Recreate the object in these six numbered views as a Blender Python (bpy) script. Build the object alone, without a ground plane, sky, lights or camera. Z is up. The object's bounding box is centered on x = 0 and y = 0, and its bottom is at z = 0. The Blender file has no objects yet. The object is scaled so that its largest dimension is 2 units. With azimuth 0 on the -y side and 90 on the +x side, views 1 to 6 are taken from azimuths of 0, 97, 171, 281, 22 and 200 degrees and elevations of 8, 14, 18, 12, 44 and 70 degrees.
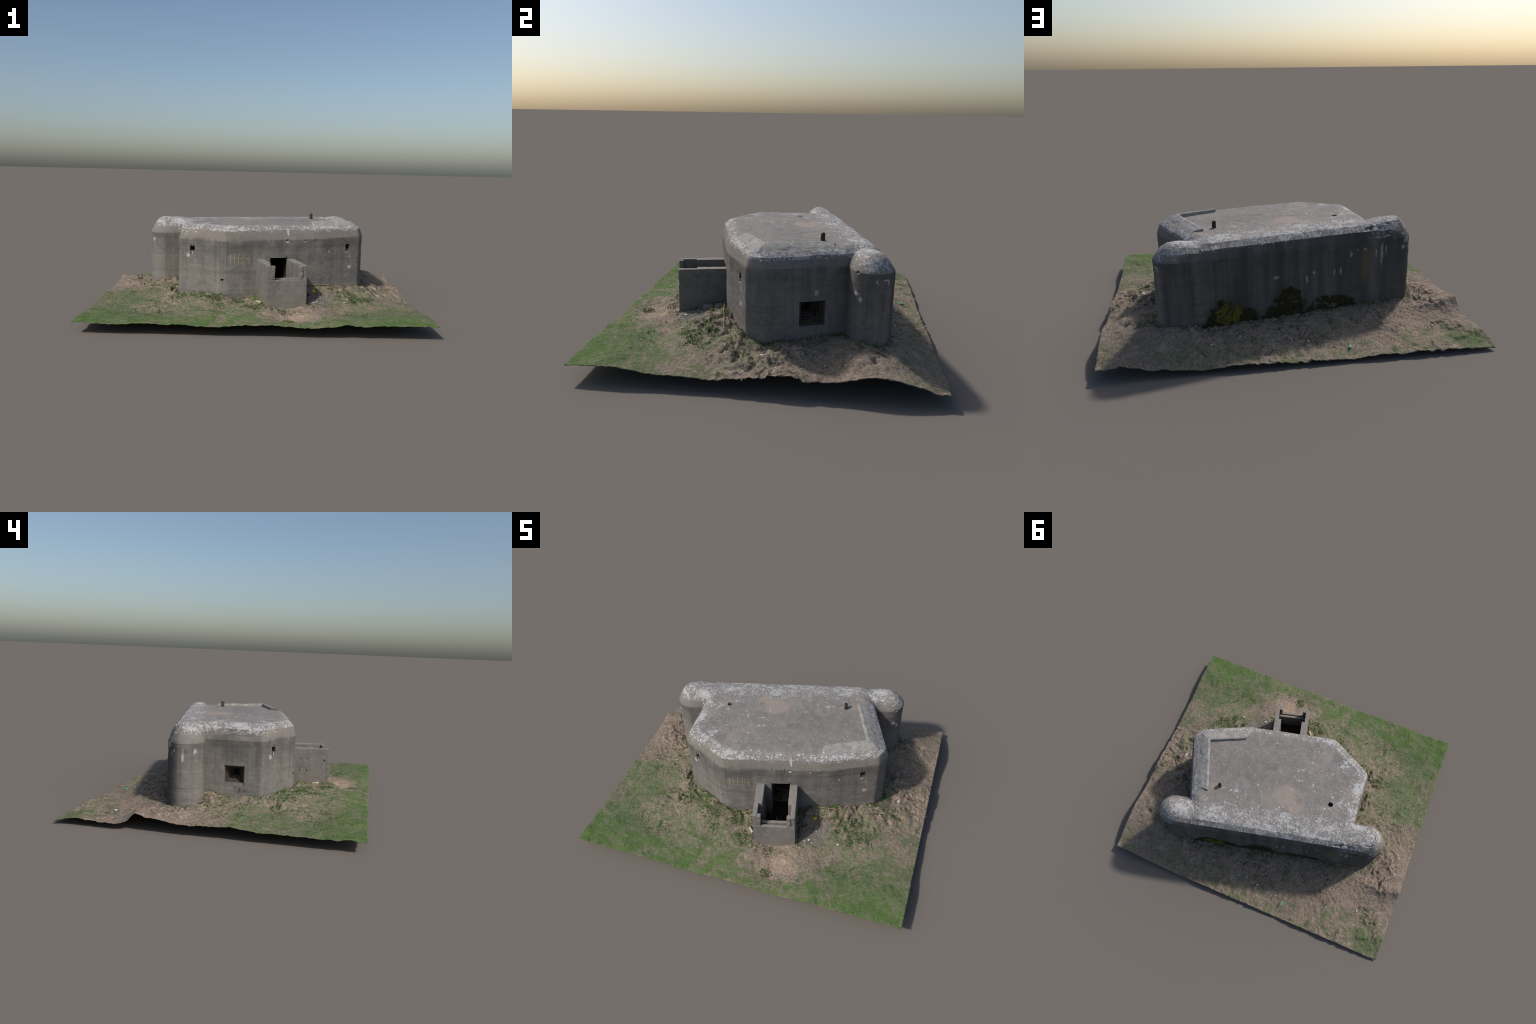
# A weathered concrete bunker on a floating square of rough grass.
import bpy, bmesh, math, random
import numpy as np
from mathutils import Vector, geometry

random.seed(7)
RNG = np.random.default_rng(11)
TH = math.radians(14.0)              # the bunker is turned 14 degrees on its patch
CO, SI = math.cos(TH), math.sin(TH)


# ------------------------------------------------------------------ helpers
def lattice(ix, iy, iz, seed):
    h = (ix * 374761393 + iy * 668265263 + iz * 2147483647 + seed * 974711) & 0xFFFFFFFF
    h = ((h ^ (h >> 13)) * 1274126177) & 0xFFFFFFFF
    h = ((h ^ (h >> 16)) * 2246822519) & 0xFFFFFFFF
    return ((h ^ (h >> 15)) & 0xFFFF) / 32767.5 - 1.0


def vnoise(p, scale, seed=0):
    """smooth value noise in -1..1 at points p (n,3)"""
    q = np.asarray(p, float) / scale + 1000.0
    i = np.floor(q).astype(np.int64)
    f = q - i
    f = f * f * f * (f * (f * 6 - 15) + 10)
    out = 0
    for dx in (0, 1):
        for dy in (0, 1):
            for dz in (0, 1):
                w = (f[:, 0] if dx else 1 - f[:, 0]) * (f[:, 1] if dy else 1 - f[:, 1]) * (f[:, 2] if dz else 1 - f[:, 2])
                out = out + w * lattice(i[:, 0] + dx, i[:, 1] + dy, i[:, 2] + dz, seed)
    return out


def fbm(p, scale, octaves=3, seed=0):
    return sum(vnoise(p, scale / 2 ** k, seed + k) * 0.5 ** k for k in range(octaves))


def sstep(a, b, x):
    t = np.clip((np.asarray(x, float) - a) / (b - a), 0, 1)
    return t * t * (3 - 2 * t)


def link(ob, parent=None):
    bpy.context.scene.collection.objects.link(ob)
    ob.parent = parent
    return ob


def mesh_object(name, verts, faces, mat, parent=None, angle=35, smooth=True):
    me = bpy.data.meshes.new(name)
    me.from_pydata([tuple(map(float, v)) for v in verts], [], [tuple(map(int, f)) for f in faces])
    me.update()
    for m in (mat if isinstance(mat, (list, tuple)) else [mat]):
        me.materials.append(m)
    if smooth:
        me.shade_smooth()
        if angle:
            me.set_sharp_from_angle(angle=math.radians(angle))
    return link(bpy.data.objects.new(name, me), parent)


def grid_faces(r, c, closed=False, flip=False):
    out = []
    for i in range(r - 1):
        for j in range(c if closed else c - 1):
            k = (j + 1) % c
            f = (i * c + j, i * c + k, (i + 1) * c + k, (i + 1) * c + j)
            out.append(f[::-1] if flip else f)
    return out


# ------------------------------------------------------------------ material kit
class Nodes:
    def __init__(self, name):
        self.m = bpy.data.materials.new(name)
        self.m.use_nodes = True
        self.t = self.m.node_tree
        self.bsdf = self.t.nodes["Principled BSDF"]
        self.co = self.t.nodes.new("ShaderNodeTexCoord").outputs["Object"]

    def put(self, sock, v):
        if isinstance(v, bpy.types.NodeSocket):
            self.t.links.new(v, sock)
        elif isinstance(v, (tuple, list)) and len(v) == 3 and sock.type == "RGBA":
            sock.default_value = (*v, 1)
        else:
            sock.default_value = v

    def math(self, op, a, b=0.0, clamp=False):
        n = self.t.nodes.new("ShaderNodeMath")
        n.operation, n.use_clamp = op, clamp
        self.put(n.inputs[0], a)
        self.put(n.inputs[1], b)
        return n.outputs[0]

    def vmath(self, op, a, b=(0, 0, 0)):
        n = self.t.nodes.new("ShaderNodeVectorMath")
        n.operation = op
        self.put(n.inputs[0], a)
        self.put(n.inputs[1], b)
        return n.outputs["Value" if op in ("LENGTH", "DISTANCE") else "Vector"]

    def scaled(self, sx, sy, sz, rot=0.0):
        n = self.t.nodes.new("ShaderNodeMapping")
        self.put(n.inputs["Vector"], self.co)
        n.inputs["Scale"].default_value = (sx, sy, sz)
        n.inputs["Rotation"].default_value = (0, 0, rot)
        return n.outputs[0]

    def noise(self, scale, detail=4, rough=0.55, vec=None, dist=0.0, colour=False):
        n = self.t.nodes.new("ShaderNodeTexNoise")
        self.put(n.inputs["Vector"], vec or self.co)
        n.inputs["Scale"].default_value = scale
        n.inputs["Detail"].default_value = detail
        n.inputs["Roughness"].default_value = rough
        n.inputs["Distortion"].default_value = dist
        return n.outputs["Color" if colour else 0]

    def voronoi(self, scale, vec=None):
        n = self.t.nodes.new("ShaderNodeTexVoronoi")
        self.put(n.inputs["Vector"], vec or self.co)
        n.inputs["Scale"].default_value = scale
        return n.outputs["Distance"]

    def step(self, x, lo, hi, a=0.0, b=1.0):
        n = self.t.nodes.new("ShaderNodeMapRange")
        n.interpolation_type = "SMOOTHSTEP"
        self.put(n.inputs["Value"], x)
        for k, v in (("From Min", lo), ("From Max", hi), ("To Min", a), ("To Max", b)):
            n.inputs[k].default_value = v
        return n.outputs[0]

    def mix(self, fac, a, b, mode="MIX"):
        n = self.t.nodes.new("ShaderNodeMix")
        n.data_type, n.blend_type = "RGBA", mode
        self.put(n.inputs[0], fac)
        self.put(n.inputs[6], a)
        self.put(n.inputs[7], b)
        return n.outputs[2]

    def xyz(self, vec=None):
        n = self.t.nodes.new("ShaderNodeSeparateXYZ")
        self.put(n.inputs[0], vec or self.co)
        return n.outputs

    def normal(self):
        return self.t.nodes.new("ShaderNodeTexCoord").outputs["Normal"]

    def blob(self, c, r, vec, soft=(1.15, 0.6)):
        """1 inside an ellipsoid of radii r about c, fading at its rim"""
        d = self.vmath("LENGTH", self.vmath("DIVIDE", self.vmath("SUBTRACT", vec, c), r))
        return self.step(d, soft[0], soft[1])

    def many(self, blobs, vec, soft=(1.15, 0.6)):
        out = None
        for c, r in blobs:
            b = self.blob(c, r, vec, soft)
            out = b if out is None else self.math("MAXIMUM", out, b)
        return out

    def wobble(self, scale, amount):
        d = self.vmath("SUBTRACT", self.noise(scale, 3, colour=True), (0.5, 0.5, 0.5))
        return self.vmath("ADD", self.co, self.vmath("MULTIPLY", d, (amount,) * 3))

    def finish(self, colour, rough=0.9, bump=None, strength=0.4, dist=0.003, spec=0.2):
        self.put(self.bsdf.inputs["Base Color"], colour)
        self.put(self.bsdf.inputs["Roughness"], rough)
        self.bsdf.inputs["Specular IOR Level"].default_value = spec
        if bump is not None:
            n = self.t.nodes.new("ShaderNodeBump")
            n.inputs["Strength"].default_value = strength
            n.inputs["Distance"].default_value = dist
            self.put(n.inputs["Height"], bump)
            self.t.links.new(n.outputs[0], self.bsdf.inputs["Normal"])
        return self.m


# ------------------------------------------------------------------ plan of the bunker (local u, v)
MAIN = [(0.6385, 0.238), (0.6070, 0.4455), (-0.4445, 0.4628), (-0.480, 0.2535), (-0.536, -0.087), (-0.487, -0.138),
        (-0.284, -0.316), (0.300, -0.3175), (0.345, -0.312), (0.643, -0.249), (0.697, -0.168)]


def eased(poly, easing):
    """round off chosen corners of a convex outline"""
    out = []
    for i, p in enumerate(poly):
        if i not in easing:
            out.append(p)
            continue
        p = np.array(p)
        a, b = np.array(poly[i - 1]) - p, np.array(poly[(i + 1) % len(poly)]) - p
        t, n = easing[i]
        a, b = p + a / np.linalg.norm(a) * t, p + b / np.linalg.norm(b) * t
        for k in np.linspace(0, 1, n):
            out.append(tuple(a * (1 - k) ** 2 + p * 2 * k * (1 - k) + b * k * k))
    return np.array(out)


MAIN = eased(MAIN, {4: (0.014, 4), 5: (0.016, 4), 6: (0.036, 5), 9: (0.016, 4), 10: (0.018, 4)})
WA, WB, RA, RB = np.array([-0.575, 0.360]), np.array([0.722, 0.344]), 0.105, 0.100     # thick rear wall, round ends


def eave(u):
    return 0.470 + 0.022 * u


def roof(u):
    return 0.5615 + 0.006 * u


def edge_dists(u, v):
    a = MAIN
    b = np.roll(MAIN, -1, 0)
    e = b - a
    n = np.stack([-e[:, 1], e[:, 0]], 1) / np.linalg.norm(e, axis=1)[:, None]
    return (u[:, None] - a[:, 0]) * n[:, 0] + (v[:, None] - a[:, 1]) * n[:, 1]


def wing_depth(u, v):
    e = WB - WA
    t = np.clip(((u - WA[0]) * e[0] + (v - WA[1]) * e[1]) / (e @ e), 0, 1)
    return RA + (RB - RA) * t - np.hypot(u - WA[0] - t * e[0], v - WA[1] - t * e[1])


def inside_depth(u, v):
    return np.maximum(edge_dists(u, v).min(1), wing_depth(u, v))


CRACKS = [[(-0.349, 0.432), (-0.40, 0.430), (-0.44, 0.424), (-0.50, 0.425), (-0.55, 0.417), (-0.594, 0.412)],
          [(-0.594, 0.412), (-0.606, 0.393), (-0.603, 0.357), (-0.612, 0.333), (-0.594, 0.308), (-0.568, 0.293), (-0.55, 0.300)]]


def polyline(pts, step, off=0.0):
    out = []
    for (x0, y0), (x1, y1) in zip(pts[:-1], pts[1:]):
        L = math.hypot(x1 - x0, y1 - y0)
        k = max(1, int(round(L / step)))
        for i in range(k):
            t = i / k
            out.append((x0 + (x1 - x0) * t - (y1 - y0) / L * off, y0 + (y1 - y0) * t + (x1 - x0) / L * off))
    return out + [pts[-1]]


def crack_distance(u, v):
    d = np.full(len(u), 9.0)
    for k, line in enumerate(CRACKS):
        pts = np.array(polyline(line, 0.004))
        p3 = np.c_[pts, np.zeros(len(pts))]
        pts = pts + np.c_[vnoise(p3, 0.016, 60), vnoise(p3, 0.016, 61)] * 0.004
        near = (u > pts[:, 0].min() - .03) & (u < pts[:, 0].max() + .03) & (v > pts[:, 1].min() - .03)
        idx = np.where(near)[0]
        if len(idx):
            dd = np.hypot(u[idx, None] - pts[:, 0], v[idx, None] - pts[:, 1]).min(1)
            d[idx] = np.minimum(d[idx], dd)
    return d


def roof_height(u, v):
    ze, zr = eave(u), roof(u)
    d = np.maximum(edge_dists(u, v), 0)
    front = np.interp(d, [0, 0.018, 0.045, 0.07, 0.10, 0.14, 1], [0, 0.655, 0.88, 0.975, 0.995, 1.0, 1.0])
    rear = np.interp(d, [0, 0.015, 0.045, 0.075, 0.11, 1], [0, 0.60, 0.90, 0.975, 1.0, 1.0])
    kind = np.zeros(len(MAIN), bool)
    kind[1] = True                       # the edge along the rear wall
    f = np.where(kind[None, :], rear, front).min(1)
    main = np.where(edge_dists(u, v).min(1) >= -1e-6, ze + (zr - ze) * f, 0)
    dw = np.clip(wing_depth(u, v), 0, RB)
    g = np.interp(dw, [0, 0.004, 0.022, 0.044, 0.072, 0.102], [0, 0.10, 0.42, 0.74, 0.945, 1.0])
    straight = np.interp(dw, [0, 0.015, 0.04, 0.07, 0.100], [0, 0.52, 0.82, 0.965, 1.0])
    axis = WA[1] + (u - WA[0]) / (WB[0] - WA[0]) * (WB[1] - WA[1])
    tip = sstep(0.0, 0.08, np.maximum(WA[0] - u, u - WB[0]) + 0.06)
    fore = np.interp(dw, [0, 0.004, 0.022, 0.044, 0.072, 0.100], [0, 0.13, 0.52, 0.80, 0.96, 1.0])
    front_side = sstep(0.0, -0.03, v - axis)
    straight = straight * (1 - front_side) + fore * front_side
    top = 0.553 + 0.015 * sstep(-0.36, -0.52, u) + 0.016 * sstep(0.56, 0.70, u)
    wing = np.where(wing_depth(u, v) >= -1e-6, ze + (top - ze) * (g * tip + straight * (1 - tip)), 0)
    k = 0.012                            # soft union of the two roofs
    h = np.clip(0.5 + 0.5 * (main - wing) / k, 0, 1)
    z = main * h + wing * (1 - h) + np.where((main > 0.1) & (wing > 0.1), k * h * (1 - h), 0)
    p = np.c_[u, v, z]
    inner = sstep(0.0, 0.02, inside_depth(u, v))
    z = z + inner * (fbm(p, 0.11, 3, 5) * 0.0022 + vnoise(p, 0.018, 9) * 0.0007)
    c = crack_distance(u, v)
    return z + 0.003 * sstep(0.03, 0.006, c) * (v < 0.43) - 0.019 * np.clip(1 - c / 0.0046, 0, 1) * (0.55 + 0.45 * vnoise(p, 0.03, 12))


def boundary_loop(step=0.006):
    jr, jl = (0.6385, 0.2452), (-0.4800, 0.2543)
    right = [(WB[0] + RB * math.cos(a), WB[1] + RB * math.sin(a)) for a in np.linspace(-math.pi / 2, math.pi / 2, 48)]
    left = [(WA[0] + RA * math.cos(a), WA[1] + RA * math.sin(a)) for a in np.linspace(math.pi / 2, 3 * math.pi / 2, 48)]
    loop = [jr] + right + left + [jl] + [tuple(p) for p in MAIN[4:]] + [jr]
    return polyline(loop, step)[:-1]


def build_body(mats):
    loop = boundary_loop()
    nb = len(loop)
    lp = np.array(loop)
    # feature points along the breaks of the roof, then a hex fill
    feats = []
    for i in range(len(MAIN)):
        for off in (0.015 if i == 1 else 0.018, 0.045, 0.07):
            a, b = MAIN[i], MAIN[(i + 1) % len(MAIN)]
            feats += polyline([tuple(a), tuple(b)], 0.006, off)
    for rr in (0.004, 0.009, 0.015, 0.025, 0.04):
        for k in (1, -1):
            feats += polyline([(WA[0], WA[1] + k * (RA - rr)), (WB[0], WB[1] + k * (RB - rr))], 0.006)
        for c, s, r in ((WA, 1, RA - rr), (WB, -1, RB - rr)):
            feats += [(c[0] - s * r * math.cos(t), c[1] + r * math.sin(t)) for t in np.linspace(-1.5, 1.5, max(8, int(r * 3 / 0.006)))]
    cr = []
    for line in CRACKS:
        for off in (0, 0.002, -0.002, 0.0042, -0.0042):
            cr += polyline(line, 0.003, off)
    hx, hy = np.meshgrid(np.arange(-0.70, 0.85, 0.0085), np.arange(-0.33, 0.46, 0.0074))
    hx = hx + (np.arange(hx.shape[0]) % 2)[:, None] * 0.00425
    hexa = np.c_[hx.ravel(), hy.ravel()] + RNG.uniform(-0.0008, 0.0008, (hx.size, 2))
    allp = np.array(cr + feats + hexa.tolist())
    keep = inside_depth(allp[:, 0], allp[:, 1]) > 0.0028
    # first come, first served thinning on a fine grid
    seen, pts = set(), []
    for i, (x, y) in enumerate(allp):
        if not keep[i]:
            continue
        cell = (0.0018 if i < len(cr) else 0.0038)
        kx, ky = int(x / cell), int(y / cell)
        key = (cell, kx, ky)
        if key in seen or (i >= len(cr) and any((cell, kx + a, ky + b) in seen for a in (-1, 0, 1) for b in (-1, 0, 1)) and i >= len(cr) + len(feats)):
            continue
        seen.add(key)
        if i < len(cr):
            seen.add((0.0038, int(x / 0.0038), int(y / 0.0038)))
        pts.append((x, y))
    vin = [Vector(p) for p in loop] + [Vector(p) for p in pts]
    ov, _, of, orig, _, _ = geometry.delaunay_2d_cdt(vin, [], [list(range(nb))], 1, 1e-6)
    ov = np.array([tuple(p) for p in ov])
    back = {}
    for i, src in enumerate(orig):
        for s in src:
            back[s] = i
    z = roof_height(ov[:, 0], ov[:, 1])
    ring0 = [back[i] for i in range(nb)]
    z[ring0] = eave(ov[ring0, 0])
    verts = np.c_[ov, z].tolist()
    faces = [tuple(f) for f in of]
    # walls: rows from the eave down below the soil
    cum = ring0
    low = 0.035
    tangent = np.roll(lp, -1, 0) - np.roll(lp, 1, 0)
    nrm = np.c_[tangent[:, 1], -tangent[:, 0]] / np.linalg.norm(tangent, axis=1)[:, None]
    rows = 62
    for r in range(1, rows + 1):
        t = r / rows
        zz = eave(lp[:, 0]) * (1 - t) + low * t
        p = np.c_[lp, zz]
        amp = min(1.0, r / 3)
        d = amp * (fbm(p, 0.16, 2, 20) * 0.0022 + vnoise(p * [1, 1, 2.2], 0.03, 24) * 0.0007)
        # faint lips of the shuttering boards
        board = (zz + 0.002 * vnoise(p, 0.3, 31)) / 0.0425
        d = d + amp * 0.0010 * (lattice(np.floor(board).astype(int), 0 * board.astype(int), 0 * board.astype(int), 3))
        q = lp + nrm * d[:, None]
        base = len(verts)
        verts += np.c_[q, zz].tolist()
        cur = list(range(base, base + nb))
        for j in range(nb):
            k = (j + 1) % nb
            faces.append((cum[j], cur[j], cur[k], cum[k]))
        cum = cur
    faces.append(tuple(cum[::-1]))
    ob = mesh_object("bunker_body", verts, faces, mats, None, angle=None)
    bm = bmesh.new()
    bm.from_mesh(ob.data)
    bmesh.ops.recalc_face_normals(bm, faces=bm.faces)
    bm.to_mesh(ob.data)
    bm.free()
    return ob


# ------------------------------------------------------------------ openings
class Cutter:
    def __init__(self):
        self.v, self.f = [], []

    def loft(self, rings):
        """closed solid through rings of equal length"""
        n, base = len(rings[0]), len(self.v)
        for r in rings:
            self.v += [tuple(p) for p in r]
        k = len(rings)
        self.f += [tuple(base + i for i in f) for f in grid_faces(k, n, True)]
        self.f.append(tuple(base + i for i in range(n))[::-1])
        self.f.append(tuple(base + (k - 1) * n + i for i in range(n)))

    def port(self, a, b, z0, z1, steps):
        """opening on the vertical wall a-b; steps are (depth, side inset, bottom inset, top inset)"""
        a, b = np.array(a), np.array(b)
        t = (b - a) / np.linalg.norm(b - a)
        n = np.array([-t[1], t[0]])          # into the wall
        rings = []
        for d, s, lo, hi in steps:
            p, q = a + t * s + n * d, b - t * s + n * d
            rings.append([(p[0], p[1], z0 + lo), (q[0], q[1], z0 + lo), (q[0], q[1], z1 - hi), (p[0], p[1], z1 - hi)])
        self.loft(rings)


def cut(ob, cutters):
    for i, c in enumerate(cutters):
        me = bpy.data.meshes.new("cut")
        me.from_pydata(c.v, [], c.f)
        bm = bmesh.new()
        bm.from_mesh(me)
        bmesh.ops.recalc_face_normals(bm, faces=bm.faces)
        bm.to_mesh(me)
        bm.free()
        tool = bpy.data.objects.new("cut", me)
        bpy.context.scene.collection.objects.link(tool)
        m = ob.modifiers.new("cut", "BOOLEAN")
        m.operation, m.object, m.solver = "DIFFERENCE", tool, "EXACT"
        dg = bpy.context.evaluated_depsgraph_get()
        new = bpy.data.meshes.new_from_object(ob.evaluated_get(dg))
        ob.modifiers.clear()
        old = ob.data
        ob.data = new
        new.name = old.name
        bpy.data.meshes.remove(old)
        bpy.data.objects.remove(tool)
        bpy.data.meshes.remove(me)


def nested(depths, insets, zlo, zhi):
    steps = [(-0.02, 0, 0, 0)]
    for d, s, lo, hi in zip(depths, insets, zlo, zhi):
        last = steps[-1]
        steps.append((d, last[1], last[2], last[3]))
        steps.append((d, s, lo, hi))
    steps.append((depths[-1] + 0.06, *steps[-1][1:]))
    return steps


def open_body(body):
    c = Cutter()
    # doorway
    c.port((0.011, -0.319), (0.125, -0.319), 0.062, 0.3585, [(-0.03, 0, 0, 0), (0.26, 0, 0, 0)])
    # stepped gun ports in the two flank walls
    dep = [0.016, 0.034, 0.052, 0.070, 0.088, 0.106]
    ins = [0.009, 0.018, 0.026, 0.033, 0.039, 0.044]
    lo = [0.012, 0.021, 0.029, 0.036, 0.041, 0.045]
    hi = [0.006, 0.013, 0.020, 0.027, 0.033, 0.038]
    c.port((0.6715, 0.006), (0.6525, 0.138), 0.190, 0.3165, nested(dep, ins, lo, hi))
    c.port((-0.5000, 0.138), (-0.5205, 0.015), 0.189, 0.306, nested([0.008] + dep[1:], [0.006] + ins[1:], [0.012] + lo[1:], [0.004] + hi[1:]))
    # loopholes at the front corners
    c.port((-0.4735, -0.1490), (-0.4470, -0.1725), 0.389, 0.420, [(-0.01, 0, 0, 0), (0.06, 0, 0, 0)])
    for t in (0.16, 0.72):
        p = np.array([-0.4735, -0.1490]) * (1 - t) + np.array([-0.4470, -0.1725]) * t
        q = p + np.array([0.0040, -0.0035])
        c.port(p, q, 0.4215, 0.436, [(-0.01, 0, 0, 0), (0.02, 0, 0, 0)])
        c.port(p, q, 0.3675, 0.3875, [(-0.01, 0, 0, 0), (0.012, 0, 0, 0)])
    c.port((0.535, -0.2715), (0.565, -0.2650), 0.403, 0.436, [(-0.01, 0, 0, 0), (0.06, 0, 0, 0)])
    c.port((0.536, -0.2713), (0.556, -0.2670), 0.388, 0.4015, [(-0.01, 0, 0, 0), (0.012, 0.003, 0, 0)])
    c.port((0.542, -0.270), (0.5465, -0.269), 0.4375, 0.456, [(-0.01, 0, 0, 0), (0.012, 0, 0, 0)])
    c.port((0.556, -0.267), (0.5605, -0.266), 0.4375, 0.455, [(-0.01, 0, 0, 0), (0.012, 0, 0, 0)])
    c.port((-0.3005, -0.3015), (-0.2870, -0.3135), 0.217, 0.230, [(-0.01, 0, 0, 0), (0.03, 0, 0, 0)])
    # spalled anchor holes and grooves under the front eave
    c.port((0.115, -0.317), (0.131, -0.317), 0.462, 0.4755, [(-0.01, -0.004, -0.004, -0.003), (0.010, 0.003, 0.003, 0.003)])
    c.port((0.236, -0.317), (0.2465, -0.317), 0.4625, 0.4735, [(-0.01, -0.003, -0.004, -0.002), (0.007, 0.002, 0.003, 0.003)])
    for u, z0, z1 in ((0.0135, 0.458, 0.480), (0.0905, 0.448, 0.486), (0.045, 0.462, 0.474)):
        c.port((u, -0.317), (u + 0.0028, -0.317), z0, z1, [(-0.01, 0, 0, 0), (0.005, 0, 0, 0)])
    c.port((0.118, -0.317), (0.126, -0.317), 0.3595, 0.3665, [(-0.01, 0, 0, 0), (0.02, 0.001, 0, 0)])
    # broken pocket at the neck of the right wing
    c.port((0.758, 0.2465), (0.779, 0.2545), 0.479, 0.4955, [(-0.012, -0.004, -0.006, -0.002), (0.012, 0.003, 0.003, 0.003)])
    # vent shaft in the roof
    c.loft([[(-0.2945 + 0.0165 * math.cos(a), 0.178 + 0.0155 * math.sin(a), z) for a in np.linspace(0, math.tau, 20, endpoint=False)] for z in (0.45, 0.60)])
    cut(body, [c])
    me = body.data
    n = len(me.polygons)
    cen, nor = np.empty(n * 3), np.empty(n * 3)
    me.polygons.foreach_get("center", cen)
    cen = cen.reshape(-1, 3)
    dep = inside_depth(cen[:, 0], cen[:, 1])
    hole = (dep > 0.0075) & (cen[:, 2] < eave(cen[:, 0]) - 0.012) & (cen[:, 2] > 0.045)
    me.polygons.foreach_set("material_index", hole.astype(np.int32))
    me.shade_smooth()
    me.set_sharp_from_angle(angle=math.radians(17))


# ------------------------------------------------------------------ parapet kerb on the roof
def build_kerb(mat, parent):
    E, C, B = np.array([0.326, -0.192]), np.array([0.562, -0.143]), np.array([0.512, 0.203])
    d1, d2 = (C - E) / np.linalg.norm(C - E), (B - C) / np.linalg.norm(B - C)
    o1, o2 = np.array([d1[1], -d1[0]]), np.array([d2[1], -d2[0]])      # outward
    m = o1 + o2
    mit = m / (1 + o1 @ o2)
    path = []
    for s in np.linspace(0, 1, 44):
        out = o1 * (1 - s ** 6) + mit * s ** 6 if s < 1 else mit
        path.append((E * (1 - s) + C * s, o1 + (mit - o1) * s, 0.0, s))
    for s in np.linspace(0, 1, 60)[1:]:
        path.append((C * (1 - s) + B * s, mit + (o2 - mit) * s, 1.0, s))
    prof = [(0.0, None, -0.02), (0.0006, None, 0.0), (0.0008, 1, -0.008), (0.0015, 1, -0.0025), (0.004, 1, 0.0), (0.011, 1, 0.0012), (0.0175, 1, 0.0), (0.021, 1, -0.0022),
            (0.035, 0.70, 0), (0.050, 0.36, 0), (0.062, 0.10, 0), (0.068, None, -0.0005), (0.071, None, -0.012)]
    verts = []
    n = len(path)
    for i, (p, o, leg, s) in enumerate(path):
        along = d1 if leg == 0 else d2
        g = s if leg == 0 else 1 + s
        ridge = 0.5815 + 0.0035 * s if leg == 0 else 0.585 - 0.008 * s
        shift = 0.0
        cutback = 1.0
        if leg == 0:
            shift = -0.030 * (1 - s) ** 2
        for off, mixr, dz in prof:
            sk = shift * min(1, off / 0.04)
            if leg == 1 and s > 0.9:
                sk = -0.020 * ((s - 0.9) / 0.1) ** 2 * min(1, off / 0.05)
            q = p + o * off + along * sk
            zr = float(roof_height(np.array([q[0]]), np.array([q[1]]))[0])
            if mixr is None:
                z = zr + dz
            else:
                z = zr * (1 - mixr) + ridge * mixr + dz
            z = max(z, zr - 0.012)
            verts.append((q[0], q[1], z))
    V = np.array(verts)
    k = len(prof)
    chip = np.zeros(len(V))
    for cu, cv, r, dep in ((0.607, -0.030, 0.012, 0.007), (0.607, -0.012, 0.010, 0.006), (0.585, -0.165, 0.012, 0.006), (0.50, 0.20, 0.012, 0.004)):
        chip = np.maximum(chip, dep * np.clip(1.3 - np.hypot(V[:, 0] - cu, V[:, 1] - cv) / r, 0, 1))
    V[:, 2] += vnoise(V, 0.02, 40) * 0.0009 + fbm(V, 0.06, 2, 44) * 0.0015 - chip
    V[:, :2] += np.c_[vnoise(V, 0.03, 45), vnoise(V, 0.03, 46)] * 0.0012
    faces = grid_faces(n, k)
    faces.append(tuple(range(k))[::-1])
    faces.append(tuple((n - 1) * k + i for i in range(k)))
    ob = mesh_object("roof_kerb", V, faces, mat, parent, angle=40)
    bm = bmesh.new()
    bm.from_mesh(ob.data)
    bmesh.ops.recalc_face_normals(bm, faces=bm.faces)
    bm.to_mesh(ob.data)
    bm.free()
    return ob


# ------------------------------------------------------------------ rough concrete prisms
def prism(name, poly, z0, z1, mat, parent, bevel=0.0018, rough=0.0012, seed=0, res=0.012, tilt=None):
    bm = bmesh.new()
    low = [bm.verts.new((x, y, z0)) for x, y in poly]
    f = bm.faces.new(low)
    ext = bmesh.ops.extrude_face_region(bm, geom=[f])
    top = [g for g in ext["geom"] if isinstance(g, bmesh.types.BMVert)]
    for t in top:
        t.co.z = z1 if tilt is None else z1 + tilt(t.co.x, t.co.y)
    bmesh.ops.recalc_face_normals(bm, faces=bm.faces)
    if bevel:
        bmesh.ops.bevel(bm, geom=list(bm.edges), offset=bevel, segments=2, profile=0.6, affect="EDGES")
    bmesh.ops.triangulate(bm, faces=[f for f in bm.faces if len(f.verts) > 4])
    for _ in range(5):
        long = [e for e in bm.edges if e.calc_length() > res]
        if not long:
            break
        bmesh.ops.subdivide_edges(bm, edges=long, cuts=1, use_grid_fill=True)
        bmesh.ops.triangulate(bm, faces=[f for f in bm.faces if len(f.verts) > 4])
    bm.normal_update()
    P = np.array([v.co[:] for v in bm.verts])
    N = np.array([v.normal[:] for v in bm.verts])
    d = fbm(P, 0.035, 3, seed) * rough
    for v, n, k in zip(bm.verts, N, d):
        v.co += Vector(n) * float(k)
    me = bpy.data.meshes.new(name)
    bm.to_mesh(me)
    bm.free()
    me.materials.append(mat)
    me.shade_smooth()
    me.set_sharp_from_angle(angle=math.radians(40))
    return link(bpy.data.objects.new(name, me), parent)


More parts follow.
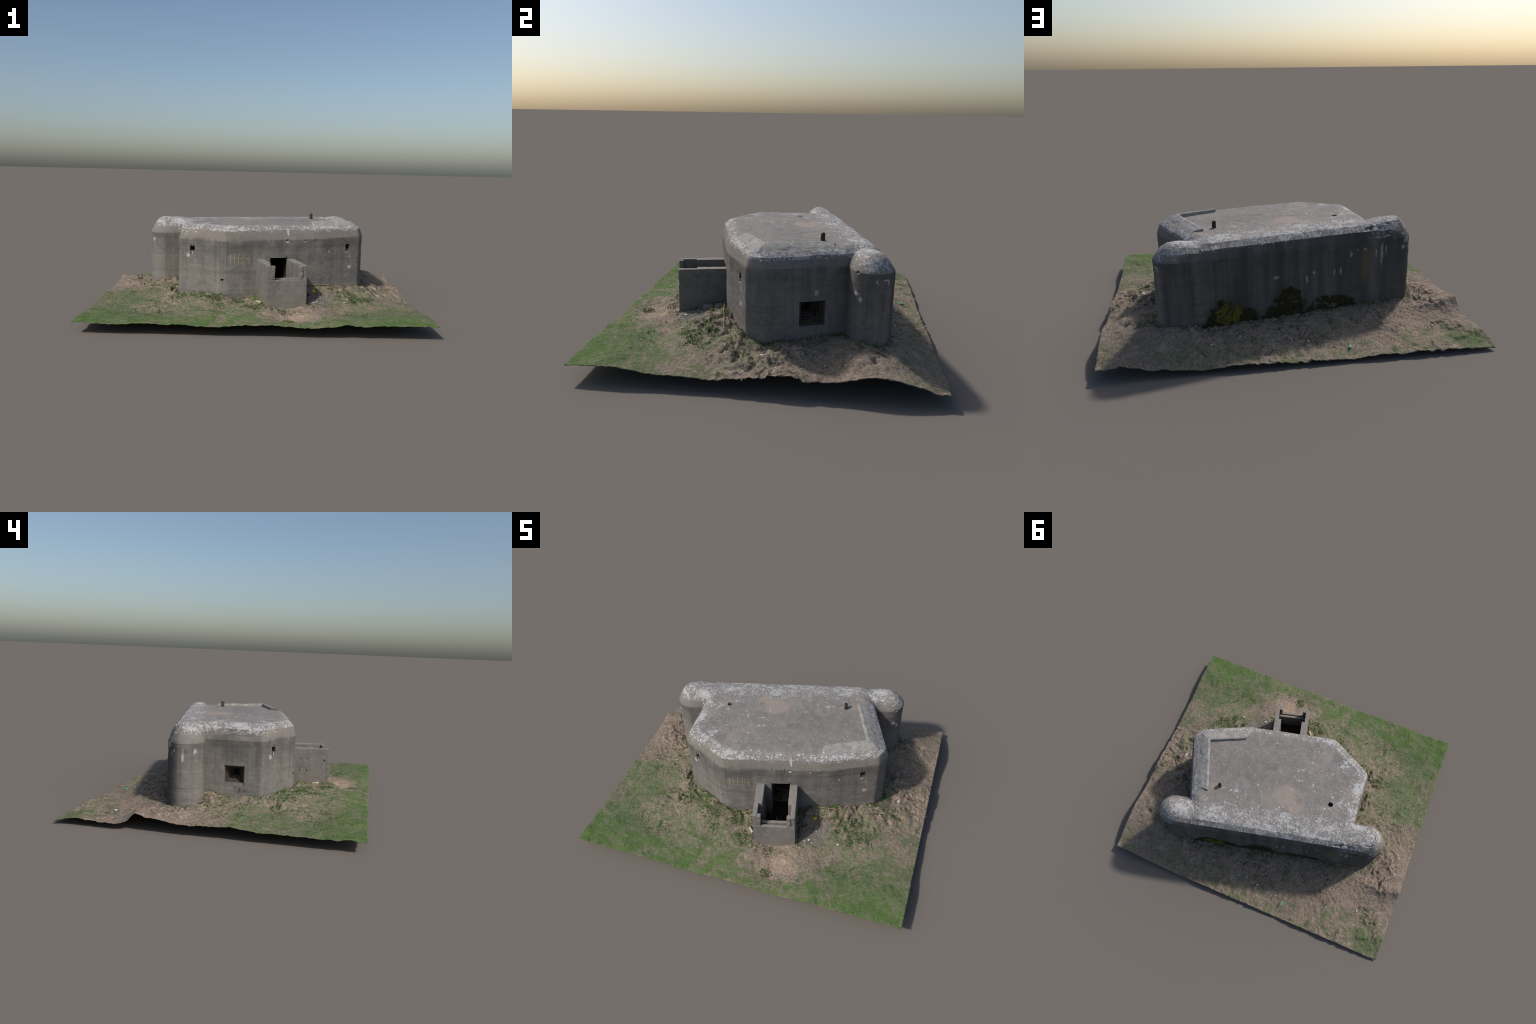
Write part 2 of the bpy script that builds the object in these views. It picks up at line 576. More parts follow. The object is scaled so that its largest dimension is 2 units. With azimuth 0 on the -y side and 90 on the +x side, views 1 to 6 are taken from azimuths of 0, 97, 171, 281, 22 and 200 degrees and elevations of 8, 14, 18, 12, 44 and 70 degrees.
def build_porch(mat, raw, parent):
    porch = link(bpy.data.objects.new("entrance_porch", None), parent)
    L = [(-0.075, -0.300), (-0.075, -0.575), (-0.0495, -0.575), (-0.0495, -0.475), (-0.028, -0.475), (-0.028, -0.300)]
    R = [(0.123, -0.300), (0.123, -0.474), (0.1435, -0.474), (0.1435, -0.5735), (0.169, -0.5735), (0.169, -0.300)]
    wl = prism("porch_wall", L, 0.04, 0.3525, mat, porch, rough=0.0010, seed=70)
    wr = prism("porch_wall", R, 0.04, 0.3505, mat, porch, rough=0.0010, seed=71)
    c = Cutter()
    for v, z, w, h in ((-0.381, 0.281, 0.0075, 0.007), (-0.422, 0.283, 0.0055, 0.008), (-0.377, 0.202, 0.005, 0.010), (-0.424, 0.201, 0.005, 0.010), (-0.541, 0.271, 0.012, 0.012)):
        c.port((-0.0755, v + w / 2), (-0.0755, v - w / 2), z - h / 2, z + h / 2, [(-0.006, -0.002, -0.002, -0.002), (0.009, 0.001, 0.001, 0.001)])
    # chipped outer corner
    for z in (0.315, 0.2685):             # cracked courses at the wall's end
        c.loft([[(-0.080, -0.580, z + k), (-0.052, -0.580, z + k), (-0.052, -0.5735, z + k), (-0.080, -0.5735, z + k)] for k in (-0.0009, 0.0009)])
    cut(wl, [c])
    wl.data.shade_smooth()
    wl.data.set_sharp_from_angle(angle=math.radians(35))
    # jamb blocks of the stop-log slot, broken into courses
    for x0, x1, z0, z1, s in ((-0.0500, -0.0275, 0.3165, 0.3495, 1), (-0.0500, -0.0300, 0.2690, 0.3155, 2), (-0.0500, -0.0330, 0.2600, 0.2680, 3),
                              (0.1225, 0.1440, 0.3150, 0.3450, 4), (0.1245, 0.1440, 0.2850, 0.3140, 5), (0.1235, 0.1440, 0.2600, 0.2840, 6)):
        prism("jamb_block", [(x0, -0.5765), (x1, -0.5765), (x1, -0.552), (x0, -0.552)], z0, z1, mat, porch, bevel=0.0018, rough=0.0022, seed=80 + s, res=0.006)
    prism("porch_front_wall", [(-0.0758, -0.5785), (0.1698, -0.5765), (0.1698, -0.5575), (-0.0758, -0.5595)], 0.04, 0.2655, mat, porch, rough=0.0012, seed=90, tilt=lambda x, y: -0.002 * math.sin(x * 40))
    fw = porch.children[-1]
    c = Cutter()
    c.loft([[(-0.081, -0.584, z), (-0.081 + w, -0.584, z), (-0.081, -0.584 + w * 0.8, z)] for z, w in ((0.212, 0.006), (0.232, 0.019), (0.248, 0.022), (0.256, 0.012))])
    c.loft([[(0.175, -0.582, z), (0.175, -0.582 + w, z), (0.175 - w, -0.582, z)] for z, w in ((0.166, 0.017), (0.172, 0.016), (0.190, 0.009), (0.27, 0.008))])
    cut(fw, [c])
    fw.data.shade_smooth()
    fw.data.set_sharp_from_angle(angle=math.radians(35))
    prism("stop_plank", [(-0.0480, -0.5480), (0.1420, -0.5460), (0.1420, -0.5310), (-0.0480, -0.5330)], 0.06, 0.2725, raw, porch, rough=0.0010, seed=91)
    # chunks leaning on the outside of the jambs
    prism("spalled_edge", [(0.1440, -0.5752), (0.1665, -0.5752), (0.1665, -0.566), (0.1440, -0.566)], 0.318, 0.3475, mat, porch, bevel=0.005, rough=0.003, seed=95, res=0.006)
    return porch


# ------------------------------------------------------------------ small fittings
def build_pipe(mat, parent):
    u, v, z0, z1, r, n = 0.4415, 0.1615, 0.548, 0.6035, 0.0105, 12
    rings = []
    for rad, z in ((r, z0), (r, z1 - 0.002), (r - 0.001, z1), (r - 0.0035, z1), (r - 0.004, z1 - 0.03)):
        rings.append([(u + rad * math.cos(a), v + rad * math.sin(a), z + (0.0015 * math.sin(3 * a) if z > 0.59 else 0)) for a in np.linspace(0, math.tau, n, endpoint=False)])
    V = [p for r_ in rings for p in r_]
    F = grid_faces(5, n, True) + [tuple(range(n))[::-1], tuple(4 * n + i for i in range(n))]
    pipe = mesh_object("vent_pipe", V, F, mat, parent, angle=40)
    # flat iron straps left on the tube
    for a in (-1.75, -0.9):
        c = np.array([u + (r + 0.0012) * math.cos(a), v + (r + 0.0012) * math.sin(a)])
        t = np.array([-math.sin(a), math.cos(a)]) * 0.0025
        o = np.array([math.cos(a), math.sin(a)]) * 0.0012
        poly = [c - t - o, c + t - o, c + t + o, c - t + o]
        prism("pipe_strap", [tuple(p) for p in poly], z0, z1 - 0.004 - 0.01 * random.random(), mat, pipe, bevel=0, rough=0.0003, res=0.02)
    return pipe


def blob_mesh(points, radii, squash, seed):
    """many small lumpy blobs in one mesh"""
    bm = bmesh.new()
    bmesh.ops.create_icosphere(bm, subdivisions=1, radius=1)
    V = np.array([v.co[:] for v in bm.verts])
    F = [[v.index for v in f.verts] for f in bm.faces]
    bm.free()
    n = len(V)
    rng = np.random.default_rng(seed)
    verts, faces = [], []
    for i, (p, r) in enumerate(zip(points, radii)):
        k = V * (1 + rng.uniform(-0.25, 0.25, (n, 1)))
        verts.append(k * np.array(squash) * r + p)
        faces += [tuple(a + i * n for a in f) for f in F]
    return np.vstack(verts), faces


def build_moss(dark, bright, parent):
    """cushions of moss along the foot of the rear wall"""
    rng = np.random.default_rng(5)
    us, zs = rng.uniform(-0.30, 0.66, 30000), rng.uniform(0.085, 0.29, 30000)
    top = np.interp(us, [-0.30, -0.25, -0.19, -0.10, -0.03, 0.04, 0.08, 0.12, 0.165, 0.19, 0.25, 0.29, 0.33, 0.38, 0.42, 0.48, 0.505, 0.53, 0.58, 0.60, 0.66],
                    [0.10, 0.15, 0.185, 0.19, 0.18, 0.175, 0.26, 0.275, 0.265, 0.20, 0.17, 0.135, 0.18, 0.19, 0.215, 0.24, 0.262, 0.235, 0.18, 0.135, 0.115])
    P = np.c_[us, 0 * us, zs]
    k = fbm(P, 0.03, 3, 50)
    ok = (zs < top + 0.018 * k) & (k > -0.55)
    gap = (us > 0.0) & (us < 0.045) & (zs > 0.11) & (k < 0.25)
    gap |= (us > 0.275) & (us < 0.31) & (zs > 0.12)
    ok &= ~gap
    ok &= rng.random(len(us)) < 0.25 + 0.75 * sstep(0.0, 0.03, top + 0.018 * k - zs)
    us, zs, k = us[ok][:14000], zs[ok][:14000], k[ok][:14000]
    blobc = np.hypot((us - 0.462) / 0.072, (zs - 0.176) / 0.066) + 0.35 * vnoise(np.c_[us, zs, zs], 0.03, 52)
    isb = (blobc < 1.0) & (rng.random(len(us)) < 0.92)
    for name, sel, m in (("dark_moss", ~isb, dark), ("yellow_moss", isb, bright)):
        p = np.c_[us[sel], 0.4680 - 0.0162 * (us[sel] + 0.575), zs[sel]]
        v, f = blob_mesh(p, rng.uniform(0.0018, 0.0040, len(p)), (1, 0.45, 1), 3)
        ob = mesh_object(name, v, f, m, parent, angle=None)
        ob["kind"] = "stuff"


# ------------------------------------------------------------------ terrain
FRONT = [(-0.99, 0.071), (-0.88, 0.064), (-0.72, 0.066), (-0.525, 0.067), (-0.33, 0.063), (-0.15, 0.066), (0.06, 0.076), (0.2, 0.067), (0.28, 0.063), (0.46, 0.076), (0.492, 0.089), (0.533, 0.078), (0.74, 0.082), (0.86, 0.086), (1.0, 0.083)]
RIGHT = [(-0.772, 0.09), (-0.676, 0.093), (-0.514, 0.069), (-0.392, 0.065), (-0.264, 0.064), (-0.169, 0.065), (-0.094, 0.068), (-0.02, 0.08), (0.115, 0.085), (0.188, 0.09), (0.26, 0.083), (0.362, 0.086), (0.458, 0.109), (0.58, 0.116), (0.661, 0.102), (0.736, 0.081), (0.785, 0.06), (0.825, 0.063)]
REAR = [(0.943, 0.065), (0.842, 0.064), (0.754, 0.045), (0.65, 0.037), (0.504, 0.025), (0.337, 0.033), (0.132, 0.025), (0.025, 0.022), (-0.15, 0.021), (-0.27, 0.019), (-0.36, 0.026), (-0.475, 0.023), (-0.76, 0.022), (-0.884, 0.018), (-0.998, 0.016)]
LEFT = [(0.774, 0.033), (0.705, 0.042), (0.637, 0.034), (0.52, 0.033), (0.44, 0.05), (0.409, 0.068), (0.391, 0.104), (0.361, 0.099), (0.317, 0.084), (0.239, 0.083), (0.153, 0.07), (0.098, 0.067), (-0.016, 0.07), (-0.143, 0.077), (-0.212, 0.072), (-0.326, 0.062), (-0.506, 0.064), (-0.662, 0.063), (-0.723, 0.062), (-0.753, 0.077), (-0.795, 0.074), (-0.834, 0.064)]
FOOT = [(-0.538, -0.088, 0.108), (-0.418, -0.195, 0.117), (-0.329, -0.275, 0.118), (-0.255, -0.32, 0.108), (-0.174, -0.32, 0.103), (-0.092, -0.32, 0.118),
        (0.20, -0.32, 0.150), (0.355, -0.31, 0.163), (0.552, -0.268, 0.146), (0.648, -0.247, 0.138), (0.694, -0.16, 0.131), (0.679, -0.004, 0.134), (0.658, 0.203, 0.139),
        (-0.478, 0.235, 0.135), (-0.501, 0.104, 0.111), (-0.525, -0.035, 0.103), (0.753, 0.445, 0.128), (0.623, 0.445, 0.115), (0.422, 0.445, 0.102), (0.209, 0.445, 0.097),
        (-0.015, 0.445, 0.099), (-0.282, 0.445, 0.094), (-0.595, 0.445, 0.083), (0.823, 0.36, 0.128), (0.813, 0.30, 0.145), (0.74, 0.23, 0.150), (-0.675, 0.377, 0.099), (-0.62, 0.25, 0.118), (-0.53, 0.242, 0.132),
        (-0.075, -0.44, 0.112), (-0.075, -0.575, 0.116), (0.05, -0.58, 0.110), (0.169, -0.575, 0.124), (0.169, -0.44, 0.130)]
MID = [(-0.254, 0.758, 0.024), (0.373, -0.458, 0.125), (0.192, -0.732, 0.088), (-0.96, 0.39, 0.100), (-0.764, 0.601, 0.034), (0.015, -0.498, 0.110), (0.364, -0.295, 0.160), (0.619, -0.203, 0.127),
       (0.822, 0.013, 0.118), (0.894, 0.699, 0.078), (0.873, 0.45, 0.140), (0.872, 0.52, 0.132), (0.878, 0.304, 0.092)]


def rear_y(x):
    return 0.8520 - 0.0090 * x - 0.012 * sstep(0.5, 1.0, x)


RISE = [(0.21, -0.68, -0.018), (0.50, -0.54, -0.016), (0.65, -0.55, -0.012), (0.80, -0.42, -0.010), (0.49, -0.64, -0.006), (0.75, -0.48, -0.006), (-0.71, -0.57, -0.007), (0.86, 0.12, -0.010), (-0.79, 0.0, -0.006), (-0.66, -0.71, -0.006), (-0.86, 0.28, -0.007), (-0.75, 0.49, -0.008), (0.66, -0.66, -0.006), (0.18, -0.72, -0.005), (-0.60, -0.29, -0.006), (-0.51, -0.58, -0.006), (0.84, -0.14, -0.010), (-0.42, 0.69, -0.005), (-0.86, -0.38, -0.006),
        (0.22, -0.62, -0.020), (0.55, -0.54, -0.009), (0.40, -0.60, -0.008), (0.39, -0.46, -0.004), (0.18, -0.69, -0.004), (0.75, -0.58, -0.005), (0.85, 0.68, 0.006), (0.66, 0.65, 0.005), (0.67, 0.50, 0.006), (-0.44, -0.41, 0.006),
        (0.26, -0.30, 0.008), (0.45, -0.22, 0.010), (0.80, 0.68, 0.012), (0.51, 0.67, 0.010), (0.80, 0.50, 0.008), (0.20, 0.60, 0.008), (-0.66, 0.29, 0.010), (-0.24, -0.33, 0.006), (-0.42, 0.41, 0.006), (-0.61, -0.08, 0.007),
        (-0.69, -0.60, -0.007), (-0.48, -0.62, -0.007), (-0.18, -0.73, -0.006), (-0.67, -0.34, -0.009), (-0.78, 0.07, -0.009), (-0.74, 0.26, -0.009),
        (0.28, 0.58, 0.016), (0.03, 0.56, 0.016), (-0.22, 0.50, 0.015), (-0.45, 0.45, 0.012), (0.55, 0.68, 0.014), (0.72, 0.66, 0.012), (-0.62, 0.62, 0.008), (-0.28, 0.68, 0.006), (0.80, 0.25, 0.008), (0.88, 0.49, 0.008),
        (-0.30, -0.39, 0.010), (-0.56, -0.20, 0.010), (-0.24, -0.46, 0.006), (0.12, 0.72, 0.006)]


def make_terrain():
    pts = [(x, -0.856, z) for x, z in FRONT] + [(1.0, y, z) for y, z in RIGHT] + [(x, rear_y(x), z) for x, z in REAR] + [(-1.0, y, z) for y, z in LEFT]
    pts += [(u * CO - v * SI, u * SI + v * CO, z) for u, v, z in FOOT] + MID
    P = np.array(pts)
    d = np.linalg.norm(P[:, None, :2] - P[None, :, :2], axis=2)
    K = np.sqrt(d * d + 0.03 ** 2)
    n = len(P)
    A = np.zeros((n + 3, n + 3))
    A[:n, :n] = K - np.eye(n) * 0.004
    A[:n, n] = A[n, :n] = 1
    A[:n, n + 1:] = P[:, :2]
    A[n + 1:, :n] = P[:, :2].T
    w = np.linalg.solve(A, np.r_[P[:, 2], 0, 0, 0])

    def base(x, y):
        out = np.empty(len(x))
        for s in range(0, len(x), 20000):
            e = slice(s, s + 20000)
            dd = np.sqrt((x[e, None] - P[:, 0]) ** 2 + (y[e, None] - P[:, 1]) ** 2 + 0.03 ** 2)
            out[e] = dd @ w[:n] + w[n] + w[n + 1] * x[e] + w[n + 2] * y[e]
        for cx, cy, dz in RISE:
            out = out + dz * np.exp(-((x - cx) ** 2 + (y - cy) ** 2) / 0.115 ** 2) * sstep(0.0, 0.12, np.minimum(1 - np.abs(x), np.minimum(y + 0.8565, rear_y(x) - y)))
        return out
    return base


BASE = make_terrain()


def to_local(x, y):
    return x * CO + y * SI, -x * SI + y * CO


def wildness(x, y):
    """0 on mown grass, 1 in the rough weeds round the walls"""
    u, v = to_local(x, y)
    gap = -inside_depth(u, v)
    w = 1 - sstep(0.10, 0.34, gap + 0.06 * vnoise(np.c_[x, y, 0 * x], 0.15, 77))
    w = np.maximum(w, 0.75 * sstep(0.55, 0.75, x) * sstep(-0.35, 0.0, y))
    w = np.maximum(w, 0.55 * sstep(0.0, 0.3, y))
    return w * (1 - 0.8 * sstep(-0.55, -0.72, y))


def terrain(x, y):
    z = BASE(x, y)
    p = np.c_[x, y, 0 * x]
    w = wildness(x, y)
    warp = np.c_[vnoise(p, 0.09, 150), vnoise(p, 0.09, 151), 0 * x] * 0.028
    q = p + warp
    soft = fbm(p, 0.10, 2, 100) * 0.004 + vnoise(p, 0.035, 104) * 0.0012
    much = 0.25 + 1.0 * sstep(-0.35, 0.5, vnoise(p, 0.17, 152))          # rough here, trodden there
    much = much * (1 - 0.25 * sstep(0.15, 0.5, y))
    lumps = fbm(q, 0.085, 4, 110) * 0.0072
    tufts = 0.012 * sstep(0.25, 0.7, vnoise(q, 0.042, 114)) + 0.006 * sstep(0.2, 0.7, vnoise(q, 0.019, 117))
    pits = -0.011 * sstep(0.45, 0.78, fbm(q, 0.033, 2, 130)) * sstep(0.25, 0.7, w)
    ruts = 0.005 * vnoise(np.c_[q[:, 0] * 0.35 + q[:, 1] * 0.9, q[:, 1] * 0.2 - q[:, 0], 0 * x] * [1, 3.2, 1], 0.06, 133)
    clump = (lumps + tufts + pits + ruts) * much
    z = z + soft * (1 - 0.5 * w) + clump * (0.10 + 0.90 * w)
    z = z + vnoise(p, 0.012, 120) * 0.0011
    u, v = to_local(x, y)
    # low banks thrown up against the rear lobes
    bank = np.exp(-((x + 0.90) / 0.10) ** 2 - ((y - 0.40) / 0.035) ** 2) * 0.010
    z = z + bank * (1 + 0.8 * vnoise(p, 0.03, 160))
    # earth bank torn open beside the left wing
    u, v = to_local(x, y)
    z = z + 0.022 * np.exp(-((u + 0.60) / 0.05) ** 2 - ((v - 0.21) / 0.022) ** 2)
    # ridge of dug soil behind the right wing
    z = z + 0.016 * np.exp(-((x - 0.80) / 0.06) ** 2 - ((y - 0.62) / 0.03) ** 2)
    # little holes worn into the bank
    for cx, cy, r_, dep in ((0.875, 0.52, 0.018, 0.03), (0.80, 0.66, 0.03, 0.018), (-0.60, 0.10, 0.02, 0.02)):
        z = z - dep * np.exp(-(((x - cx) ** 2 + (y - cy) ** 2) / r_ ** 2))
    # trench inside the porch
    inner = sstep(-0.050, -0.034, u) * sstep(0.146, 0.130, u) * sstep(-0.545, -0.530, v) * sstep(-0.03, -0.05, v)
    z = z * (1 - inner) + (0.095 + 0.048 * sstep(-0.40, -0.50, v) + 0.6 * clump) * inner
    return np.maximum(z, 0.0085)


def build_ground(mats, parent):
    nx, ny = 420, 356
    X, T = np.meshgrid(np.linspace(-1.0, 1.0, nx), np.linspace(0, 1, ny))
    Y = -0.8565 + T * (rear_y(X) + 0.8565)
    x, y = X.ravel(), Y.ravel()
    p = np.c_[x, y, 0 * x]
    z = terrain(x, y)
    inner = sstep(0, 0.02, np.minimum.reduce([1 - np.abs(x), y + 0.8565, rear_y(x) - y]))
    jx, jy = vnoise(p, 0.02, 140) * 0.004 * inner, vnoise(p, 0.02, 141) * 0.004 * inner
    edge = 1 - inner
    jx = jx - edge * np.sign(x) * np.abs(vnoise(p, 0.03, 143)) * 0.002 * (np.abs(x) > 0.97)
    x, y = x + jx, y + jy
    z = z + edge * vnoise(p, 0.018, 145) * 0.003
    u, v = to_local(x, y)
    hidden = inside_depth(u, v) > 0.035
    door = (u > 0.0) & (u < 0.135) & (v < -0.06)
    hidden &= ~door
    top = np.c_[x, y, z]
    faces = [f for f in grid_faces(ny, nx) if not all(hidden[i] for i in f)]
    n = len(top)
    # a thin sod: underside and rim
    under = top - [0, 0, 0.003]
    under[:, 2] = np.maximum(under[:, 2], 0.0)
    allf = faces + [tuple(i + n for i in f[::-1]) for f in faces]
    rim = list(range(nx)) + [r * nx + nx - 1 for r in range(1, ny)] + [(ny - 1) * nx + c for c in range(nx - 2, -1, -1)] + [r * nx for r in range(ny - 2, 0, -1)]
    for a, b in zip(rim, rim[1:] + rim[:1]):
        allf.append((a, a + n, b + n, b))
    used = np.zeros(2 * n, bool)
    for f in allf:
        used[list(f)] = True
    V = np.vstack([top, under])
    re = np.cumsum(used) - 1
    ob = mesh_object("grass_patch", V[used], [tuple(re[list(f)]) for f in allf], mats, parent, angle=None)
    return ob


def greenness(x, y):
    """where the turf is green rather than straw; the ground's material follows the same rule"""
    g = 0.40 * sstep(-0.48, -0.78, y) + 0.10 * sstep(0.2, -0.1, y) + 0.24 * sstep(0.60, 0.80, y) + 0.30 * sstep(-0.55, -0.80, x) * sstep(0.05, -0.15, y)
    g = g + 0.25 * sstep(0.45, 0.8, x) * sstep(-0.30, -0.55, y)
    g = g + 0.28 * sstep(-0.1, -0.3, y) + 0.30 * sstep(0.25, 0.0, np.hypot(x + 0.9, y - 0.78))
    g = g - 0.55 * sstep(0.22, 0.08, np.hypot((x - 0.22) / 1.2, y + 0.665)) - 0.25 * sstep(0.22, 0.05, np.hypot(x - 0.40, y + 0.45))
    g = g - 0.25 * sstep(0.25, 0.05, np.hypot((x + 0.87), (y - 0.20) / 1.5))
    return g


def scatter(n, seed, margin=0.006):
    rng = np.random.default_rng(seed)
    x, y = rng.uniform(-0.99, 0.99, n), rng.uniform(-0.845, 0.825, n)
    u, v = to_local(x, y)
    ok = (inside_depth(u, v) < -margin) & ~((u > -0.085) & (u < 0.18) & (v > -0.585) & (v < -0.30))
    ok &= y < rear_y(x) - 0.012
    return x[ok], y[ok], rng


def blades(name, mat, parent, x, y, rng, length, width, lift, heading=None, arch=0.3):
    n = len(x)
    z = terrain(x, y)
    a = rng.uniform(0, math.tau, n) if heading is None else heading + rng.normal(0, 0.5, n)
    L = length * rng.uniform(0.5, 1.3, n)
    el = np.clip(rng.normal(lift, 0.28, n), 0.03, 1.45)
    dx, dy = np.cos(a) * np.cos(el), np.sin(a) * np.cos(el)
    dz = np.sin(el)
    sx, sy = -np.sin(a), np.cos(a)
    w = width * rng.uniform(0.6, 1.3, n) / 2
    b = np.c_[x, y, z - 0.001]
    s = np.c_[sx * w, sy * w, rng.uniform(-0.4, 0.4, n) * w]
    mid = b + np.c_[dx, dy, dz] * (L * 0.55)[:, None]
    tip = b + np.c_[dx, dy, dz - arch * dz - 0.02] * L[:, None]
    V = np.stack([b - s, b + s, mid + s * 0.8, mid - s * 0.8, tip], 1).reshape(-1, 3)
    V[:, 2] = np.maximum(V[:, 2], 0.001)
    F = []
    for i in range(n):
        k = 5 * i
        F += [(k, k + 1, k + 2, k + 3), (k + 3, k + 2, k + 4)]
    ob = mesh_object(name, V, F, mat, parent, angle=None)
    ob["kind"] = "stuff"
    return ob


def build_growth(M, parent):
    p3 = lambda x, y: np.c_[x, y, 0 * x]
    # dry straw lying every way
    x, y, rng = scatter(60000, 21)
    g = greenness(x, y) + 0.35 * fbm(p3(x, y), 0.07, 2, 200)
    k = rng.random(len(x)) < sstep(0.42, -0.05, g) * 0.55 + 0.05
    blades("dry_straw", M["straw"], parent, x[k], y[k], rng, 0.026, 0.0013, 0.12)
    # short green turf
    x, y, rng = scatter(70000, 22)
    g = greenness(x, y) + 0.35 * fbm(p3(x, y), 0.07, 2, 200)
    k = rng.random(len(x)) < sstep(0.1, 0.7, g) * 0.5 + 0.02
    blades("green_grass", M["grass"], parent, x[k], y[k], rng, 0.013, 0.0013, 0.55)
    # leafy weeds crowding the foot of the walls and in tufts beyond
    x, y, rng = scatter(130000, 23, 0.001)
    u, v = to_local(x, y)
    gap = -inside_depth(u, v)
    pg = np.maximum(np.maximum(-0.075 - u, u - 0.169), np.maximum(-0.577 - v, v + 0.30))
    gap = np.minimum(gap, np.maximum(pg, 0))
    cl = fbm(p3(x, y), 0.055, 2, 210)
    front = sstep(0.35, 0.05, y)
    prob = sstep(0.055, 0.005, gap) * sstep(-0.55, 0.1, cl) * (0.62 + 0.33 * front)
    for cx, cy, rx, ry, k in ((-0.20, -0.43, 0.16, 0.07, 1.0), (0.02, -0.56, 0.09, 0.06, 0.9), (0.20, -0.60, 0.10, 0.03, 0.6), (0.62, -0.34, 0.17, 0.09, 0.8), (0.45, -0.28, 0.10, 0.05, 0.7), (-0.45, -0.33, 0.16, 0.09, 0.45), (-0.66, -0.05, 0.10, 0.16, 0.4),
                              (0.80, -0.10, 0.10, 0.12, 0.35), (0.55, -0.60, 0.16, 0.06, 0.35), (-0.60, -0.58, 0.20, 0.08, 0.25), (0.75, 0.55, 0.08, 0.06, 0.4), (-0.80, 0.62, 0.12, 0.07, 0.3), (-0.25, 0.70, 0.05, 0.03, 0.5)):
        r = np.hypot((x - cx) / rx, (y - cy) / ry) + 0.35 * vnoise(p3(x, y), 0.05, 215)
        prob = np.maximum(prob, k * sstep(1.1, 0.5, r) * sstep(-0.25, 0.25, cl))
    u2, v2 = to_local(x, y)
    ringm = sstep(1.05, 0.75, np.hypot((u2 - 0.07) / 1.0, (v2 - 0.05) / 0.72))
    prob = np.maximum(prob, 0.42 * ringm * sstep(0.12, 0.5, fbm(p3(x, y), 0.05, 3, 230)) * (0.60 + 0.40 * front))
    prob = np.maximum(prob, 0.9 * sstep(0.045, 0.025, np.hypot(x - 0.19, y + 0.735)))
    k = rng.random(len(x)) < prob * 0.95
    blades("leafy_weeds", M["weed"], parent, x[k], y[k], rng, 0.013, 0.0045, 0.70, arch=0.5)


# ------------------------------------------------------------------ litter
def tube(name, pts, r, mat, parent, n=6):
    pts = [Vector(p) for p in pts]
    V = []
    for i, p in enumerate(pts):
        t = (pts[min(i + 1, len(pts) - 1)] - pts[max(i - 1, 0)]).normalized()
        a = t.orthogonal().normalized()
        b = t.cross(a)
        rad = r[i] if isinstance(r, (list, tuple)) else r
        V += [p + (a * math.cos(k) + b * math.sin(k)) * rad for k in np.linspace(0, math.tau, n, endpoint=False)]
    F = grid_faces(len(pts), n, True) + [tuple(range(n))[::-1], tuple((len(pts) - 1) * n + i for i in range(n))]
    ob = mesh_object(name, V, F, mat, parent, angle=50)
    bm = bmesh.new()
    bm.from_mesh(ob.data)
    bmesh.ops.recalc_face_normals(bm, faces=bm.faces)
    bm.to_mesh(ob.data)
    bm.free()
    return ob


def H(x, y):
    return float(terrain(np.array([x]), np.array([y]))[0])


def scrap(name, x, y, size, mat, parent, seed, lift=0.003):
    """crumpled bit of rubbish: a squashed lumpy ball"""
    v, f = blob_mesh([np.zeros(3)], [1.0], (1, 1, 1), seed)
    bm = bmesh.new()
    vs = [bm.verts.new(p) for p in v]
    for t in f:
        bm.faces.new([vs[i] for i in t])
    bmesh.ops.subdivide_edges(bm, edges=list(bm.edges), cuts=1)
    P = np.array([q.co[:] for q in bm.verts])
    P *= (1 + 0.35 * vnoise(P + seed, 0.6, seed))[:, None]
    a = seed * 1.7
    R = np.array([[math.cos(a), -math.sin(a), 0], [math.sin(a), math.cos(a), 0], [0, 0, 1]])
    P = (P * np.array(size)) @ R.T + [x, y, H(x, y) + lift]
    for q, c in zip(bm.verts, P):
        q.co = c
    me = bpy.data.meshes.new(name)
    bm.to_mesh(me)
    bm.free()
    me.materials.append(mat)
    return link(bpy.data.objects.new(name, me), parent)


